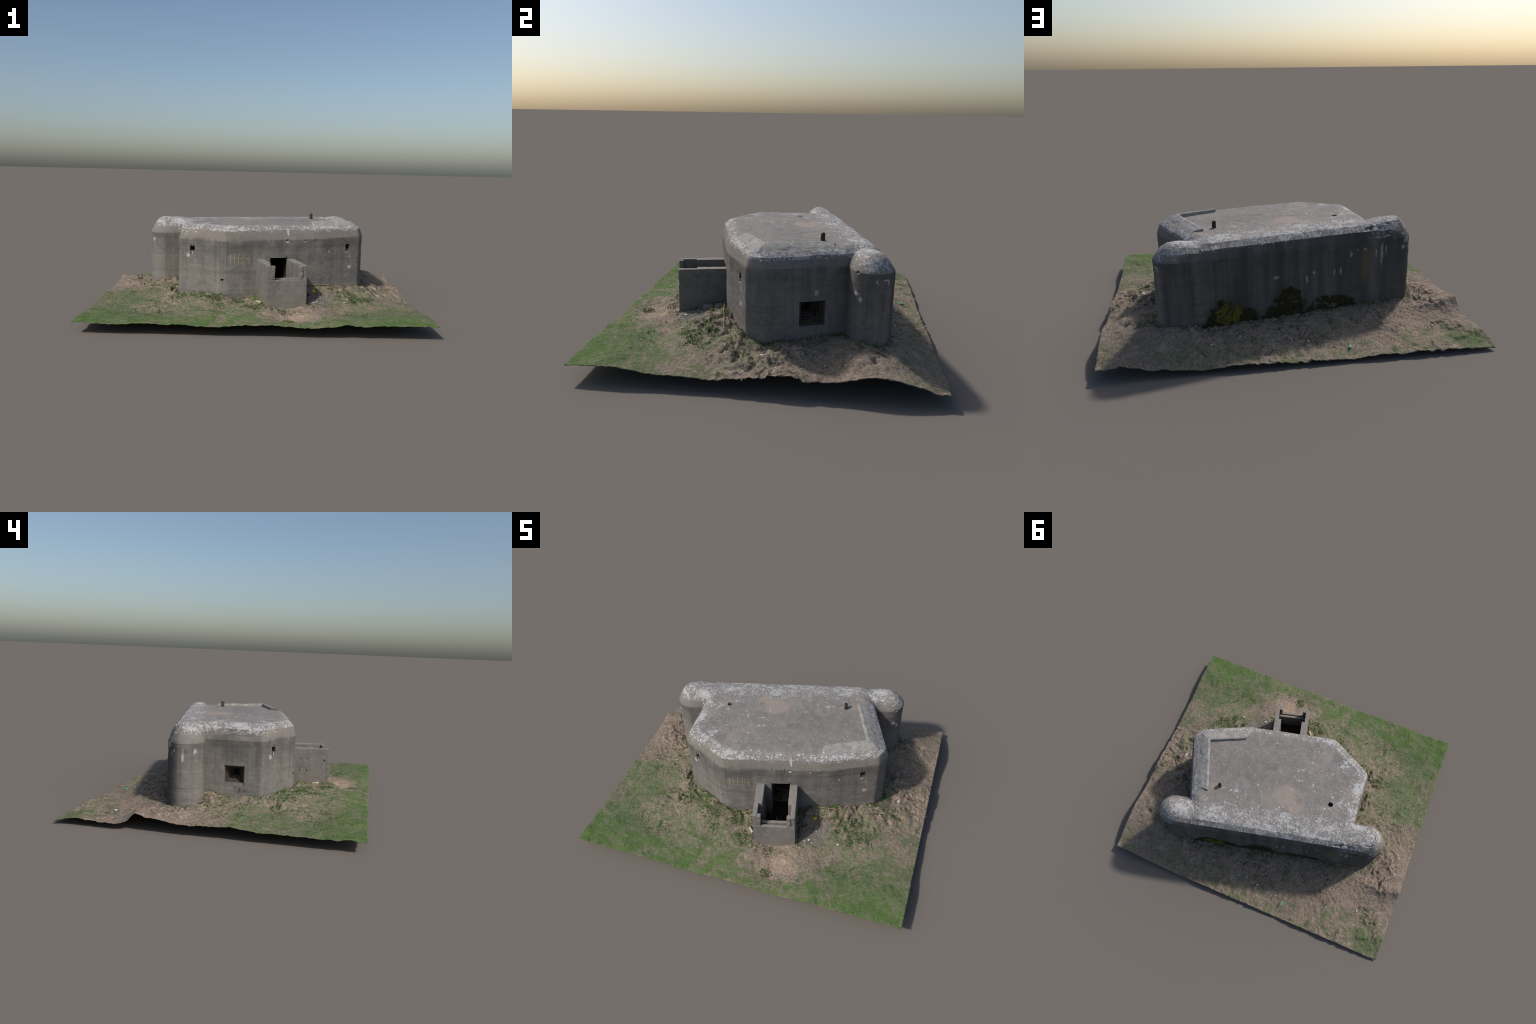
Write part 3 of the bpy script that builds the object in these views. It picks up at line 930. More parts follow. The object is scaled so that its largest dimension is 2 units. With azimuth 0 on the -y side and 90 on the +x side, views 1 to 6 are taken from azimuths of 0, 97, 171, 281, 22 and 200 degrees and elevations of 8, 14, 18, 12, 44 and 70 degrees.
def build_litter(M, parent):
    # green glass bottle lying behind the bunker
    c, d = Vector((-0.254, 0.757, H(-0.254, 0.757) + 0.006)), Vector((0.010, 0.028, 0.004)).normalized()
    prof = [(-0.020, 0.003), (-0.019, 0.0062), (0.004, 0.0065), (0.010, 0.0045), (0.016, 0.0026), (0.022, 0.0026)]
    tube("glass_bottle", [c + d * s for s, _ in prof], [r for _, r in prof], M["bottle"], parent, 10)
    # broken plank by the porch
    z = H(0.02, -0.49) + 0.006
    pl = prism("wood_scrap", [(0.000, -0.474), (0.008, -0.482), (0.036, -0.513), (0.028, -0.520), (0.006, -0.498)], z - 0.003, z + 0.003, M["wood"], parent, bevel=0.0008, rough=0.0006, seed=5, res=0.02)
    # long dry branch at the front right corner
    def ground_line(pts, lift):
        out = []
        for (x0, y0), (x1, y1) in zip(pts[:-1], pts[1:]):
            for t in np.linspace(0, 1, 6, endpoint=False):
                x, y = x0 + (x1 - x0) * t, y0 + (y1 - y0) * t
                out.append((x, y, H(x, y) + lift))
        return out
    tube("dry_branch", ground_line([(0.330, -0.255), (0.42, -0.245), (0.52, -0.222), (0.63, -0.205)], 0.010), 0.0026, M["twig"], parent)
    tube("dry_branch", ground_line([(-0.085, -0.372), (-0.04, -0.362), (0.0, -0.348)], 0.012), 0.0024, M["twig"], parent)
    tube("dry_branch", ground_line([(-0.055, -0.50), (-0.02, -0.54), (0.015, -0.585)], 0.008), 0.0016, M["twig"], parent)
    tube("dry_branch", ground_line([(0.70, 0.43), (0.76, 0.46), (0.81, 0.52), (0.83, 0.60)], 0.012), 0.0018, M["twig"], parent)
    tube("dry_branch", ground_line([(0.13, -0.36), (0.17, -0.42), (0.20, -0.44)], 0.030), 0.003, M["twig"], parent)
    tube("dry_branch", ground_line([(-0.60, 0.05), (-0.68, 0.08), (-0.72, 0.16)], 0.012), 0.0018, M["twig"], parent)
    rng = np.random.default_rng(3)
    for i in range(26):
        x, y = rng.uniform(-0.9, 0.95), rng.uniform(-0.5, 0.75)
        u, v = to_local(np.array([x]), np.array([y]))
        if inside_depth(u, v)[0] > -0.05 or (abs(u[0] - 0.05) < 0.14 and -0.6 < v[0] < -0.3):
            continue
        a, L = rng.uniform(0, math.tau), rng.uniform(0.03, 0.08)
        tube("fallen_twig", ground_line([(x, y), (x + L * math.cos(a), y + L * math.sin(a))], 0.006), 0.0011, M["twig"], parent, 5)
    # concrete slab and bags east of the porch
    z = H(0.335, -0.33)
    slab = prism("concrete_slab", [(0.315, -0.318), (0.352, -0.325), (0.345, -0.375), (0.310, -0.368)], z - 0.01, z + 0.010, M["stone"], parent, bevel=0.002, rough=0.001, seed=8)
    scrap("yellow_bag", 0.368, -0.318, (0.014, 0.012, 0.011), M["yellow"], parent, 4, 0.006)
    white = [(0.373, -0.462, 0.011), (0.352, -0.478, 0.006), (0.392, -0.475, 0.005), (0.40, -0.40, 0.006), (0.822, 0.013, 0.013), (0.545, -0.44, 0.008), (-0.764, 0.601, 0.011), (0.07, 0.62, 0.008),
             (0.30, 0.66, 0.008), (-0.05, 0.70, 0.009), (0.52, 0.60, 0.006), (-0.20, 0.72, 0.006), (-0.70, -0.06, 0.007), (0.66, -0.62, 0.006), (0.45, 0.72, 0.007), (-0.45, 0.47, 0.006)]
    for i, (x, y, s) in enumerate(white):
        scrap("plastic_scrap", x, y, (s, s * 0.6, s * 0.42), M["white"], parent, 10 + i, 0.004)
    scrap("blue_scrap", -0.475, -0.255, (0.007, 0.004, 0.003), M["blue"], parent, 31, 0.006)
    scrap("blue_scrap", 0.10, 0.69, (0.012, 0.007, 0.004), M["blue"], parent, 32, 0.004)
    scrap("crushed_can", 0.878, 0.304, (0.010, 0.007, 0.006), M["red"], parent, 33, 0.005)
    for i, (x, y, s) in enumerate(((0.345, -0.520, 0.008), (0.42, -0.56, 0.006), (0.60, -0.16, 0.010), (0.39, -0.285, 0.014), (-0.72, 0.0, 0.008), (0.30, -0.515, 0.010))):
        scrap("loose_stone", x, y, (s, s * 0.8, s * 0.6), M["stone"], parent, 50 + i, 0.003)


# ------------------------------------------------------------------ materials
def concrete(name, wall_marks=True, lichen=1.0, kerb=False):
    g = Nodes(name)
    X, Y, Z = g.xyz()
    nz = g.xyz(g.normal())[2]
    up = g.step(nz, 0.25, 0.75)
    n1 = g.noise(5, 5, 0.6)
    n2 = g.noise(32, 5, 0.65)
    n3 = g.noise(160, 3, 0.6)
    col = g.mix(g.step(n1, 0.3, 0.7), (0.145, 0.134, 0.122), (0.200, 0.185, 0.168))
    col = g.mix(g.math('MULTIPLY', g.step(n2, 0.35, 0.75), 0.7), col, (0.235, 0.216, 0.195))
    col = g.mix(g.math("MULTIPLY", g.step(n3, 0.5, 0.72), 0.5), col, (0.095, 0.088, 0.080))
    col = g.mix(g.math("MULTIPLY", g.step(g.noise(210, 3, 0.65), 0.56, 0.72), 0.4), col, (0.30, 0.28, 0.255))
    if not wall_marks:
        col = g.mix(g.math("MULTIPLY", up, 0.75), col, g.mix(n2, (0.205, 0.190, 0.172), (0.300, 0.280, 0.255)))
        blot = g.step(g.noise(15, 6, 0.75, dist=0.4), 0.50, 0.66)
        col = g.mix(g.math("MULTIPLY", g.math("MULTIPLY", blot, g.math("SUBTRACT", 1.0, up)), 0.45), col, (0.105, 0.098, 0.088))
        pits = g.step(g.voronoi(75), 0.16, 0.06)
        col = g.mix(g.math("MULTIPLY", pits, g.step(g.noise(20), 0.5, 0.65)), col, (0.09, 0.083, 0.075))
        low = g.math("MULTIPLY", g.step(Z, 0.20, 0.13), g.step(g.noise(14), 0.4, 0.65))
        col = g.mix(g.math("MULTIPLY", low, 0.5), col, (0.17, 0.14, 0.07))
        return g.finish(col, 0.92, g.math("ADD", g.math("MULTIPLY", n3, 0.5), n2), 0.5, 0.002)
    # --- walls: run-off streaks, board lines, pores
    wall = g.math("SUBTRACT", 1.0, up)
    st = g.noise(1.0, 4, 0.6, g.scaled(26, 26, 1.3))
    dark = g.math("MULTIPLY", wall, g.step(st, 0.47, 0.68))
    dark = g.math("MULTIPLY", dark, g.step(Z, 0.13, 0.36, 0.15, 0.52))
    col = g.mix(dark, col, (0.088, 0.082, 0.076))
    st2 = g.noise(1.0, 3, 0.6, g.scaled(40, 40, 1.0, 0.5))
    col = g.mix(g.math("MULTIPLY", g.math("MULTIPLY", wall, g.step(st2, 0.58, 0.74)), 0.45), col, (0.27, 0.245, 0.215))
    lines = g.noise(1.0, 3, 0.6, g.scaled(1.6, 1.6, 58))
    col = g.mix(g.math("MULTIPLY", g.math("MULTIPLY", wall, g.step(lines, 0.55, 0.68)), 0.48), col, (0.11, 0.102, 0.094))
    pit = g.math("MULTIPLY", g.step(g.voronoi(85), 0.19, 0.07), g.step(g.noise(13), 0.42, 0.58))
    pit = g.math("MAXIMUM", pit, g.math("MULTIPLY", g.step(g.voronoi(42, g.scaled(1, 1, 1.8)), 0.15, 0.06), g.step(g.noise(8), 0.45, 0.6)))
    col = g.mix(g.math("MULTIPLY", g.math("MULTIPLY", pit, wall), 0.85), col, (0.07, 0.065, 0.06))
    wob = g.wobble(28, 0.03)
    wob2 = g.wobble(55, 0.018)
    # dark grime below the eave; warm bare band on the front slope
    front = g.step(Y, 0.0, -0.12)
    grime = g.math("MULTIPLY", g.math("MULTIPLY", g.step(Z, 0.40, 0.45), g.step(Z, 0.50, 0.47)), g.step(g.noise(9, 4), 0.46, 0.62))
    col = g.mix(g.math("MULTIPLY", g.math("MULTIPLY", grime, wall), 0.6), col, (0.085, 0.08, 0.075))
    band = g.math("MULTIPLY", g.math("MULTIPLY", g.step(Z, 0.462, 0.480), g.step(Z, 0.535, 0.522)), front)
    col = g.mix(g.math("MULTIPLY", band, 0.65), col, (0.208, 0.185, 0.162))
    # upper walls darker toward the eave, mottled and streaked
    D = g.math("SUBTRACT", Z, g.math("ADD", g.math("MULTIPLY", X, 0.022), 0.470))
    Dn = g.math("ADD", D, g.math("MULTIPLY", g.math("SUBTRACT", g.noise(26, 4, 0.65), 0.5), g.step(Y, 0.0, -0.12, 0.006, 0.040)))
    upper = g.math("MULTIPLY", g.math("MULTIPLY", g.step(g.math("ADD", Z, g.math("MULTIPLY", g.noise(7, 4, 0.65), 0.24)), 0.38, 0.53), g.step(Dn, 0.002, -0.004)), g.step(g.noise(24, 5, 0.7), 0.36, 0.58, 0.35, 1.0))
    upper = g.math("MULTIPLY", upper, g.step(st, 0.36, 0.62, 0.45, 1.0))
    col = g.mix(g.math("MULTIPLY", upper, 0.62), col, (0.098, 0.093, 0.086))
    wingm = g.step(g.math("ABSOLUTE", g.math("SUBTRACT", X, 0.075)), 0.575, 0.62)
    cap = g.math("MULTIPLY", g.step(D, -0.001, 0.002), wingm)
    col = g.mix(g.math("MULTIPLY", cap, 0.7), col, g.mix(n2, (0.165, 0.150, 0.132), (0.255, 0.230, 0.203)))
    seam = g.math("MULTIPLY", g.math("MULTIPLY", g.step(g.math("ABSOLUTE", g.math("ADD", D, 0.0012)), 0.0022, 0.0008), wingm), wall)
    col = g.mix(g.math("MULTIPLY", seam, 0.6), col, (0.07, 0.062, 0.052))
    blot = g.step(g.noise(11, 6, 0.75, dist=0.4), 0.52, 0.66)
    col = g.mix(g.math("MULTIPLY", g.math("MULTIPLY", blot, wall), 0.42), col, (0.108, 0.101, 0.092))
    pale = g.step(g.noise(17, 6, 0.75, dist=0.5), 0.57, 0.70)
    col = g.mix(g.math("MULTIPLY", g.math("MULTIPLY", pale, wall), 0.35), col, (0.275, 0.256, 0.230))
    back = g.math("MULTIPLY", g.step(Y, 0.38, 0.43), wall)
    bst = g.noise(1.0, 4, 0.6, g.scaled(9, 9, 0.7))
    col = g.mix(g.math("MULTIPLY", back, g.step(bst, 0.33, 0.62, 0.35, 0.88)), col, (0.055, 0.053, 0.050))
    # --- roof slab
    rm = g.noise(22, 7, 0.78)
    rcol = g.mix(g.step(rm, 0.32, 0.68), (0.188, 0.172, 0.158), (0.252, 0.233, 0.217))
    rcol = g.mix(g.math("MULTIPLY", g.step(g.noise(130, 4, 0.7), 0.50, 0.68), 0.5), rcol, (0.115, 0.106, 0.098))
    rcol = g.mix(g.math("MULTIPLY", g.step(g.noise(95, 4, 0.7), 0.54, 0.70), 0.55), rcol, (0.37, 0.355, 0.345))
    rcol = g.mix(g.math("MULTIPLY", g.step(g.noise(4.5, 5, 0.65), 0.5, 0.66), 0.55), rcol, (0.150, 0.143, 0.136))
    tan = g.many([((0.005, 0.165, 0.56), (0.095, 0.085, 0.2)), ((-0.06, 0.235, 0.56), (0.055, 0.05, 0.2))], wob)
    tan = g.math("MAXIMUM", tan, g.math("MULTIPLY", g.step(g.noise(7, 3, 0.5), 0.56, 0.66), 0.5))
    rcol = g.mix(g.math("MULTIPLY", tan, 0.75), rcol, (0.315, 0.262, 0.222))
    col = g.mix(g.step(nz, 0.72, 0.93), col, rcol)
    # --- pale lichen: heavy along the shoulders and the rear strip, thin on the slab
    sp = g.noise(48, 5, 0.7)
    sp2 = g.noise(11, 4, 0.62)
    shoulder = g.math("MULTIPLY", g.step(Z, 0.512, 0.528), g.step(Z, 0.5645, 0.553))
    shoulder = g.math("MULTIPLY", g.math("MULTIPLY", shoulder, g.step(nz, 0.10, 0.35)), g.step(g.noise(6.5, 3, 0.6), 0.34, 0.54, 0.60, 1.0))
    left = g.step(X, -0.36, -0.46)
    lefty = g.math("MULTIPLY", g.math("MULTIPLY", left, g.step(Z, 0.470, 0.515)), 0.85)
    rearband = g.math("MULTIPLY", g.math("MULTIPLY", g.step(Y, 0.18, 0.34), up), 0.92)
    wings = g.math("MULTIPLY", g.step(g.math("ABSOLUTE", g.math("SUBTRACT", X, 0.04)), 0.58, 0.66), g.math("MULTIPLY", g.step(Z, 0.485, 0.535), 0.75))
    cover = g.math("MAXIMUM", g.math("MAXIMUM", shoulder, rearband), g.math("MAXIMUM", lefty, wings))
    cover = g.math("MAXIMUM", cover, g.math("MULTIPLY", up, 0.22))
    spread = g.many([((0.328, 0.178, 0.56), (0.030, 0.055, 0.2)), ((-0.075, 0.045, 0.56), (0.035, 0.020, 0.2)), ((-0.36, 0.17, 0.56), (0.06, 0.10, 0.2)), ((-0.25, 0.29, 0.56), (0.12, 0.06, 0.2)), ((-0.35, -0.10, 0.56), (0.07, 0.09, 0.2)), ((0.05, 0.29, 0.56), (0.16, 0.05, 0.2))], wob, (1.2, 0.1))
    cover = g.math("MAXIMUM", cover, g.math("MULTIPLY", spread, 0.95))
    if kerb:
        cover = 0.45
        col = g.mix(g.step(n2, 0.3, 0.7), (0.225, 0.215, 0.197), (0.330, 0.318, 0.296))
    thr = g.math("ADD", g.math("MULTIPLY", sp, 0.9), g.math("MULTIPLY", sp2, 0.75))
    thr = g.math("SUBTRACT", thr, g.math("SUBTRACT", 1.090, g.math("MULTIPLY", cover, 0.27)))
    lich = g.math("MULTIPLY", g.step(thr, -0.02, 0.07), g.step(cover, 0.05, 0.3))
    col = g.mix(g.math("MULTIPLY", lich, 0.66 * lichen), col, (0.46, 0.455, 0.455))
    fleck = g.noise(110, 4, 0.7)
    fl = g.math("MULTIPLY", g.step(g.math("ADD", fleck, g.math("MULTIPLY", cover, 0.13)), 0.62, 0.72), g.step(cover, 0.05, 0.3))
    col = g.mix(g.math("MULTIPLY", fl, 0.45), col, (0.47, 0.465, 0.465))
    for size in (46, 85):
        dots = g.math("MULTIPLY", g.step(g.voronoi(size), 0.30, 0.20), g.step(g.math("ADD", g.noise(size * 0.45, 2), g.math("MULTIPLY", cover, 0.24)), 0.66, 0.74))
        dots = g.math("MULTIPLY", dots, g.step(Z, 0.40, 0.49))
        col = g.mix(g.math("MULTIPLY", dots, 0.8), col, (0.52, 0.52, 0.515))
    # --- lime runs, pale patches
    lime = g.many([((-0.676, 0.374, 0.378), (0.03, 0.0095, 0.026)), ((-0.676, 0.373, 0.415), (0.03, 0.0035, 0.022)), ((-0.66, 0.440, 0.397), (0.03, 0.006, 0.017)), ((-0.66, 0.425, 0.415), (0.03, 0.005, 0.011)),
                   ((-0.655, 0.307, 0.414), (0.025, 0.007, 0.017)), ((-0.650, 0.295, 0.419), (0.025, 0.003, 0.014)), ((-0.62, 0.456, 0.445), (0.03, 0.02, 0.018)),
                   ((-0.252, 0.455, 0.405), (0.009, 0.045, 0.017)), ((-0.449, 0.455, 0.380), (0.010, 0.045, 0.075)), ((-0.478, 0.455, 0.405), (0.006, 0.045, 0.032)), ((-0.413, 0.455, 0.390), (0.005, 0.045, 0.030)),
                   ((-0.425, 0.455, 0.482), (0.022, 0.045, 0.007)), ((-0.480, 0.455, 0.483), (0.030, 0.045, 0.008)), ((-0.593, 0.455, 0.405), (0.016, 0.045, 0.014)), ((-0.150, 0.455, 0.312), (0.006, 0.045, 0.022)), ((-0.188, 0.455, 0.318), (0.007, 0.045, 0.026)),
                   ((0.019, 0.455, 0.298), (0.006, 0.045, 0.026)), ((-0.024, 0.455, 0.330), (0.010, 0.045, 0.010)), ((0.20, 0.455, 0.335), (0.02, 0.045, 0.008)), 
                   ((-0.34, 0.455, 0.424), (0.012, 0.045, 0.006)), ((-0.292, 0.455, 0.426), (0.008, 0.045, 0.005)),
                   ((0.818, 0.330, 0.452), (0.03, 0.006, 0.012)), ((0.815, 0.375, 0.458), (0.03, 0.016, 0.005)), ((0.81, 0.390, 0.448), (0.03, 0.005, 0.013)), ((0.79, 0.268, 0.362), (0.03, 0.008, 0.015)), ((0.76, 0.25, 0.385), (0.018, 0.02, 0.012)),
                   ((-0.483, -0.14, 0.360), (0.012, 0.012, 0.016)), ((-0.455, -0.16, 0.378), (0.010, 0.010, 0.009)), ((0.569, -0.265, 0.283), (0.017, 0.02, 0.012)), ((0.572, -0.265, 0.356), (0.004, 0.02, 0.013)), ((0.412, -0.298, 0.392), (0.006, 0.02, 0.010)),
                   ((0.123, -0.318, 0.4595), (0.011, 0.02, 0.006)), ((0.2415, -0.318, 0.460), (0.007, 0.02, 0.005)), ((0.545, -0.27, 0.386), (0.012, 0.02, 0.004)), ((0.655, 0.09, 0.358), (0.03, 0.012, 0.016)),
                   ((0.13, -0.30, 0.52), (0.007, 0.03, 0.03))], wob2)
    limek = g.step(g.noise(1.0, 3, 0.6, g.scaled(70, 70, 14)), 0.34, 0.58, 0.55, 1.0)
    back_dim = g.step(Y, 0.40, 0.44, 0.95, 0.62)
    col = g.mix(g.math("MULTIPLY", g.math("MULTIPLY", lime, limek), back_dim), col, (0.45, 0.435, 0.41))
    # rusty and ochre weeps
    och = g.many([((-0.66, 0.314, 0.340), (0.03, 0.005, 0.075)), ((-0.676, 0.401, 0.34), (0.03, 0.004, 0.11)), ((0.745, 0.444, 0.34), (0.008, 0.02, 0.10)), ((-0.64, 0.287, 0.28), (0.03, 0.004, 0.10)), ((-0.345, 0.455, 0.33), (0.04, 0.045, 0.14)), ((-0.465, 0.455, 0.37), (0.007, 0.045, 0.03)), ((-0.525, -0.09, 0.36), (0.012, 0.006, 0.10))], wob2, (1.2, 0.2))
    col = g.mix(g.math("MULTIPLY", och, 0.38), col, (0.235, 0.170, 0.070))
    drk = g.many([((-0.676, 0.388, 0.29), (0.03, 0.006, 0.085)), ((-0.34, -0.20, 0.40), (0.05, 0.20, 0.05)), ((-0.20, -0.32, 0.415), (0.10, 0.03, 0.045)), ((0.40, -0.30, 0.43), (0.05, 0.05, 0.05)), ((0.28, -0.318, 0.36), (0.03, 0.02, 0.06)), ((-0.43, 0.455, 0.28), (0.03, 0.045, 0.10)), ((-0.52, 0.455, 0.35), (0.02, 0.045, 0.10)), ((-0.29, 0.455, 0.34), (0.035, 0.045, 0.13)),
                  ((-0.505, 0.08, 0.40), (0.04, 0.12, 0.07)), ((-0.58, 0.15, 0.12), (0.0, 0.0, 0.0)) if False else ((-0.52, 0.20, 0.42), (0.04, 0.04, 0.08))], wob, (1.25, 0.2))
    col = g.mix(g.math("MULTIPLY", drk, 0.5), col, (0.085, 0.08, 0.075))
    mossy = g.many([((-0.51, 0.06, 0.172), (0.03, 0.035, 0.010)), ((-0.52, 0.03, 0.155), (0.03, 0.05, 0.02)), ((0.20, 0.455, 0.12), (0.50, 0.045, 0.065)), ((0.13, 0.455, 0.20), (0.10, 0.045, 0.09)), ((0.47, 0.455, 0.18), (0.13, 0.045, 0.09))], wob, (1.25, 0.3))
    col = g.mix(g.math("MULTIPLY", mossy, g.step(g.noise(45, 4, 0.65), 0.38, 0.60, 0.15, 0.8)), col, (0.050, 0.044, 0.020))
    # --- painted tally strokes on the front wall
    wp = g.wobble(200, 0.0012)
    def stroke(u, w, z0, z1):
        return ((u, -0.317, (z0 + z1) / 2), (w, 0.02, (z1 - z0) / 2))
    paint = None
    for (u0, u1, z0, z1) in ((-0.2452, -0.2422, 0.334, 0.380), (-0.262, -0.242, 0.3615, 0.3642), (-0.2192, -0.2162, 0.332, 0.382), (-0.236, -0.216, 0.3635, 0.3662), (-0.1937, -0.1907, 0.332, 0.385), (-0.211, -0.190, 0.3615, 0.3642),
                             (-0.1645, -0.1615, 0.330, 0.391), (-0.181, -0.162, 0.3610, 0.3637), (-0.1510, -0.1484, 0.357, 0.379), (-0.153, -0.122, 0.3555, 0.3582), (-0.1266, -0.1236, 0.318, 0.372)):
        c = ((u0 + u1) / 2, -0.317, (z0 + z1) / 2)
        r = ((u1 - u0) / 2 + 0.0005, 0.02, (z1 - z0) / 2 + 0.0004)
        q = g.xyz(g.vmath("ABSOLUTE", g.vmath("DIVIDE", g.vmath("SUBTRACT", wp, c), r)))
        b = g.step(g.math("MAXIMUM", g.math("MAXIMUM", q[0], q[1]), q[2]), 1.3, 0.8)
        paint = b if paint is None else g.math("MAXIMUM", paint, b)
    col = g.mix(g.math("MULTIPLY", paint, g.step(g.noise(60), 0.30, 0.6, 0.45, 0.9)), col, (0.39, 0.275, 0.135))
    height = g.math("ADD", g.math("MULTIPLY", n3, 0.6), g.math("ADD", n2, g.math("MULTIPLY", lines, 0.5)))
    return g.finish(col, 0.92, height, 0.8, 0.0026)


def plain(name, a, b, scale=40, rough=0.9, **kw):
    g = Nodes(name)
    n = g.noise(scale, 4, 0.6)
    return g.finish(g.mix(g.step(n, 0.3, 0.7), a, b), rough, n, 0.4, 0.001, **kw)


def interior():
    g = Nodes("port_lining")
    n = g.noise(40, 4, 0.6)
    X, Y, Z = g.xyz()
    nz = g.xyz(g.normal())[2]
    col = g.mix(g.step(n, 0.3, 0.7), (0.045, 0.037, 0.032), (0.085, 0.070, 0.060))  # lining tint dimmed so the recess steps look unlit
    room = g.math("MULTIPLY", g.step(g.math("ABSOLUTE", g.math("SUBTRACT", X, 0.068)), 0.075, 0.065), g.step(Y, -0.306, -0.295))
    col = g.mix(room, col, (0.030, 0.026, 0.023))  # doorway darkness painted in: room walls taken almost to black
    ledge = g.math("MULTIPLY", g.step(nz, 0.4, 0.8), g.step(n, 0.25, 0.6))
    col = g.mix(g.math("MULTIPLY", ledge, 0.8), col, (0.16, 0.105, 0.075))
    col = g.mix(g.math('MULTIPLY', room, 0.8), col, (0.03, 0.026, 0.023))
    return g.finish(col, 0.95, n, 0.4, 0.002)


def foliage(name, a, b, c, scale):
    g = Nodes(name)
    r = g.step(g.noise(scale, 2, 0.5), 0.35, 0.65)
    col = g.mix(r, a, b)
    col = g.mix(g.math("MULTIPLY", g.step(g.noise(scale * 4, 1), 0.5, 0.66), 0.7), col, c)
    g.finish(col, 0.8, spec=0.15)
    tr = g.t.nodes.new("ShaderNodeBsdfTranslucent")
    g.put(tr.inputs["Color"], col)
    mx = g.t.nodes.new("ShaderNodeMixShader")
    mx.inputs[0].default_value = 0.25
    g.t.links.new(g.bsdf.outputs[0], mx.inputs[1])
    g.t.links.new(tr.outputs[0], mx.inputs[2])
    g.t.links.new(mx.outputs[0], g.t.nodes["Material Output"].inputs["Surface"])
    return g.m


def turf():
    g = Nodes("rough_turf")
    X, Y, Z = g.xyz()
    S, M, A = g.step, (lambda a, b: g.math("MULTIPLY", a, b)), (lambda a, b: g.math("ADD", a, b))
    wob = g.wobble(7, 0.16)
    def disc(cx, cy, r0, r1, sx=1.0, sy=1.0):
        d = g.vmath("LENGTH", g.vmath("DIVIDE", g.vmath("SUBTRACT", wob, (cx, cy, 0.08)), (sx, sy, 9.0)))
        return S(d, r0, r1)
    gr = A(A(M(S(Y, -0.48, -0.78), 0.36), M(S(Y, 0.20, -0.10), 0.10)), M(S(Y, 0.60, 0.80), 0.24))
    gr = A(gr, M(M(S(X, -0.55, -0.80), S(Y, 0.05, -0.15)), 0.30))
    gr = A(gr, M(M(S(X, 0.45, 0.80), S(Y, -0.30, -0.55)), 0.25))
    gr = A(gr, M(S(Y, -0.10, -0.30), 0.22))
    gr = A(gr, M(disc(-0.90, 0.78, 0.25, 0.0), 0.30))
    gr = A(gr, M(disc(0.22, -0.665, 0.22, 0.08, 1.2), -0.55))
    gr = A(gr, M(disc(0.40, -0.45, 0.22, 0.05), -0.25))
    gr = A(gr, M(disc(-0.87, 0.20, 0.25, 0.05, 1, 1.5), -0.25))
    patch = g.noise(10, 6, 0.72, dist=1.2)
    fine = g.noise(60, 5, 0.7, dist=0.4)
    swirl = g.wobble(4.5, 0.34)
    def combed(sx, sy, rot):
        n = g.t.nodes.new("ShaderNodeMapping")
        g.put(n.inputs["Vector"], swirl)
        n.inputs["Scale"].default_value = (sx, sy, 60)
        n.inputs["Rotation"].default_value = (0, 0, rot)
        return g.noise(1.0, 4, 0.65, n.outputs[0], dist=0.9)
    lean = combed(150, 34, 0.6)
    lean2 = combed(34, 150, -0.3)
    mask = A(A(gr, M(A(patch, -0.5), 3.0)), A(M(A(fine, -0.5), 1.5), M(A(lean, -0.5), 0.9)))
    mask = S(mask, 0.0, 0.80)
    straw = g.mix(S(lean, 0.3, 0.7), (0.145, 0.114, 0.090), (0.395, 0.312, 0.248))
    straw = g.mix(M(S(lean2, 0.45, 0.75), 0.65), straw, (0.125, 0.098, 0.077))
    straw = g.mix(M(S(g.noise(6, 3), 0.5, 0.7), 0.4), straw, (0.235, 0.182, 0.143))
    green = g.mix(S(lean2, 0.3, 0.7), (0.052, 0.086, 0.038), (0.150, 0.196, 0.086))
    edge = S(Y, -0.58, -0.80)
    green = g.mix(M(A(M(edge, 0.6), M(S(g.noise(9, 3), 0.45, 0.65), 0.35)), 0.8), green, (0.082, 0.155, 0.034))
    green = g.mix(M(S(fine, 0.50, 0.72), 0.55), green, (0.200, 0.200, 0.110))
    green = g.mix(M(S(lean, 0.58, 0.75), 0.5), green, (0.240, 0.225, 0.140))
    green = g.mix(M(S(g.noise(13, 5, 0.7), 0.46, 0.62), 0.65), green, (0.165, 0.172, 0.105))
    col = g.mix(mask, straw, green)
    ring = []
    for vec, mid, size in (((CO, SI, 0), 0.07, 1.00), ((-SI, CO, 0), 0.05, 0.72)):
        n = g.t.nodes.new("ShaderNodeVectorMath")
        n.operation = "DOT_PRODUCT"
        g.put(n.inputs[0], wob)
        n.inputs[1].default_value = vec
        q = g.math("DIVIDE", g.math("SUBTRACT", n.outputs["Value"], mid), size)
        ring.append(M(q, q))
    ring = S(g.math("SQRT", A(ring[0], ring[1])), 1.02, 0.80)
    weedy = M(M(S(g.noise(34, 5, 0.72, dist=0.8), 0.50, 0.62), S(g.noise(9, 4, 0.6), 0.44, 0.58)), ring)
    col = g.mix(M(weedy, 0.72), col, (0.052, 0.082, 0.030))
    sprig = M(M(S(g.noise(70, 4, 0.7), 0.56, 0.68), S(g.noise(12, 4, 0.6), 0.42, 0.6)), ring)
    col = g.mix(M(sprig, 0.6), col, (0.135, 0.190, 0.065))
    col = g.mix(M(disc(0.22, -0.67, 0.12, 0.05, 1.2), 0.5), col, (0.43, 0.325, 0.24))
    col = g.mix(M(disc(0.40, -0.42, 0.11, 0.05), 0.7), col, (0.185, 0.160, 0.150))
    soil = S(g.noise(38, 5, 0.65, dist=0.8), 0.57, 0.70)
    near = A(S(Y, -0.62, -0.40), 0.0)
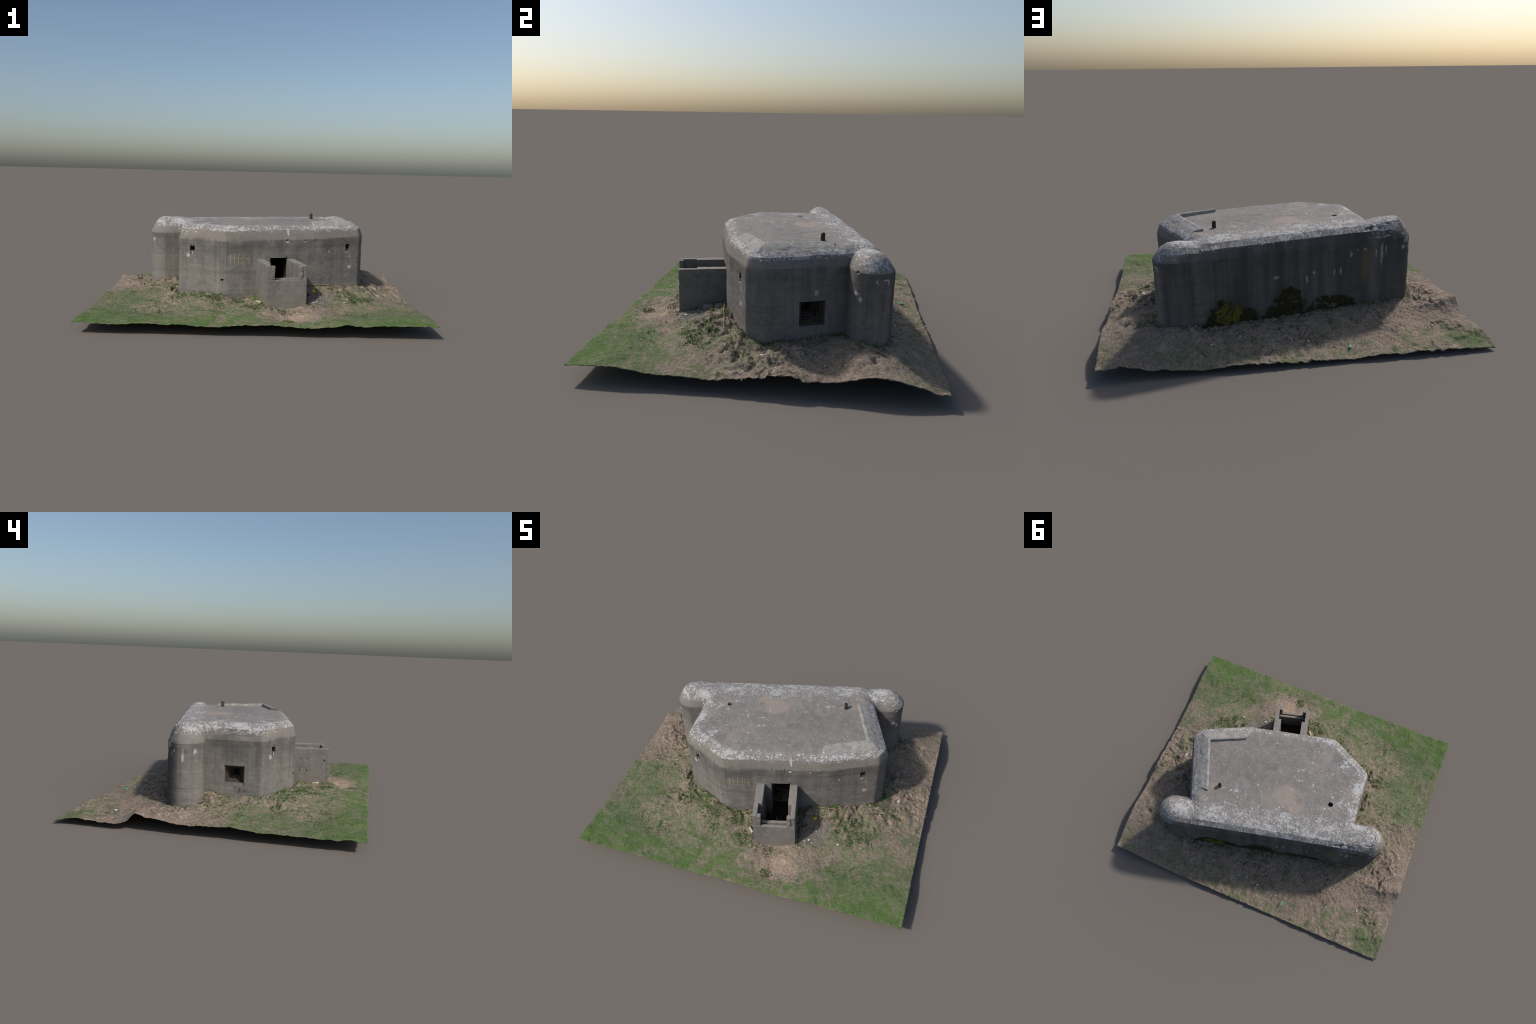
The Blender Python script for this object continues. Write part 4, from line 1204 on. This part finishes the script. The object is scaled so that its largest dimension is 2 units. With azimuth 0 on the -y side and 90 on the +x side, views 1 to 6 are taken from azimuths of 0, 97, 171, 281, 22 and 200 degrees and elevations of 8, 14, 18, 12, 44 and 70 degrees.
    col = g.mix(M(M(soil, near), 0.68), col, (0.060, 0.048, 0.034))
    dash = M(S(g.noise(1.0, 4, 0.7, g.scaled(120, 55, 60, 0.9), dist=1.2), 0.62, 0.72), S(g.noise(16, 3), 0.47, 0.6))
    col = g.mix(M(M(dash, S(Y, 0.45, 0.15, 0.65, 1.0)), 0.75), col, (0.028, 0.026, 0.018))
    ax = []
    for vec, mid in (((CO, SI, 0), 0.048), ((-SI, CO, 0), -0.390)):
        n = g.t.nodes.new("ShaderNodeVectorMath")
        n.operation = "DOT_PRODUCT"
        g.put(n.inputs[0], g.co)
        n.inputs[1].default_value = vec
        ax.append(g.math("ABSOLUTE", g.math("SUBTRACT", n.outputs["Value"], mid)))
    col = g.mix(M(S(ax[0], 0.105, 0.100), S(ax[1], 0.172, 0.165)), col, (0.034, 0.029, 0.023))  # trench floor tinted near black for the gloom inside the porch
    return g.finish(col, 0.95, A(lean, A(lean2, fine)), 0.6, 0.004, spec=0.1)


# ------------------------------------------------------------------ assemble
def main():
    wallc = concrete("weathered_concrete")
    porchc = concrete("porch_concrete", wall_marks=False)
    kerbc = concrete("kerb_concrete", kerb=True)
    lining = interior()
    rust = plain("rusty_iron", (0.035, 0.026, 0.022), (0.085, 0.055, 0.040), 90, 0.8)
    oldwood = plain("grey_timber", (0.20, 0.18, 0.155), (0.27, 0.245, 0.215), 60)
    M = dict(straw=foliage("dry_straw", (0.20, 0.152, 0.114), (0.43, 0.335, 0.262), (0.30, 0.228, 0.170), 45),
             grass=foliage("grass_blade", (0.070, 0.120, 0.036), (0.15, 0.205, 0.080), (0.20, 0.22, 0.10), 30),
             weed=foliage("weed_leaf", (0.045, 0.095, 0.025), (0.090, 0.165, 0.040), (0.13, 0.16, 0.06), 35),
             twig=plain("twig_bark", (0.20, 0.135, 0.09), (0.33, 0.24, 0.17), 60),
             stone=plain("loose_concrete", (0.16, 0.145, 0.13), (0.25, 0.23, 0.205), 60),
             white=plain("white_plastic", (0.45, 0.48, 0.52), (0.66, 0.68, 0.70), 80, 0.5),
             blue=plain("blue_plastic", (0.12, 0.25, 0.40), (0.25, 0.42, 0.55), 80, 0.5),
             yellow=plain("yellow_plastic", (0.42, 0.33, 0.03), (0.55, 0.45, 0.05), 60, 0.5),
             red=plain("red_tin", (0.42, 0.06, 0.05), (0.55, 0.42, 0.40), 120, 0.4),
             wood=plain("pale_wood", (0.52, 0.42, 0.29), (0.66, 0.56, 0.42), 60),
             bottle=plain("green_glass", (0.09, 0.30, 0.20), (0.16, 0.42, 0.30), 60, 0.15, spec=0.5))
    root = link(bpy.data.objects.new("concrete_bunker", None))
    root["label"] = "weathered grey concrete bunker with porch on rough grass"
    root["category"] = "bunker"
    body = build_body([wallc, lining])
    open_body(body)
    body.parent = root
    body.rotation_euler = (0, 0, TH)
    build_kerb(kerbc, body)
    for part in (build_porch(porchc, oldwood, root), build_pipe(rust, root)):
        part.rotation_euler = (0, 0, TH)
    build_moss(plain("dark_moss", (0.022, 0.020, 0.010), (0.050, 0.042, 0.015), 60), plain("yellow_moss", (0.085, 0.074, 0.012), (0.175, 0.145, 0.020), 60), body)
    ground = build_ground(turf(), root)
    build_growth(M, ground)
    build_litter(M, ground)


main()
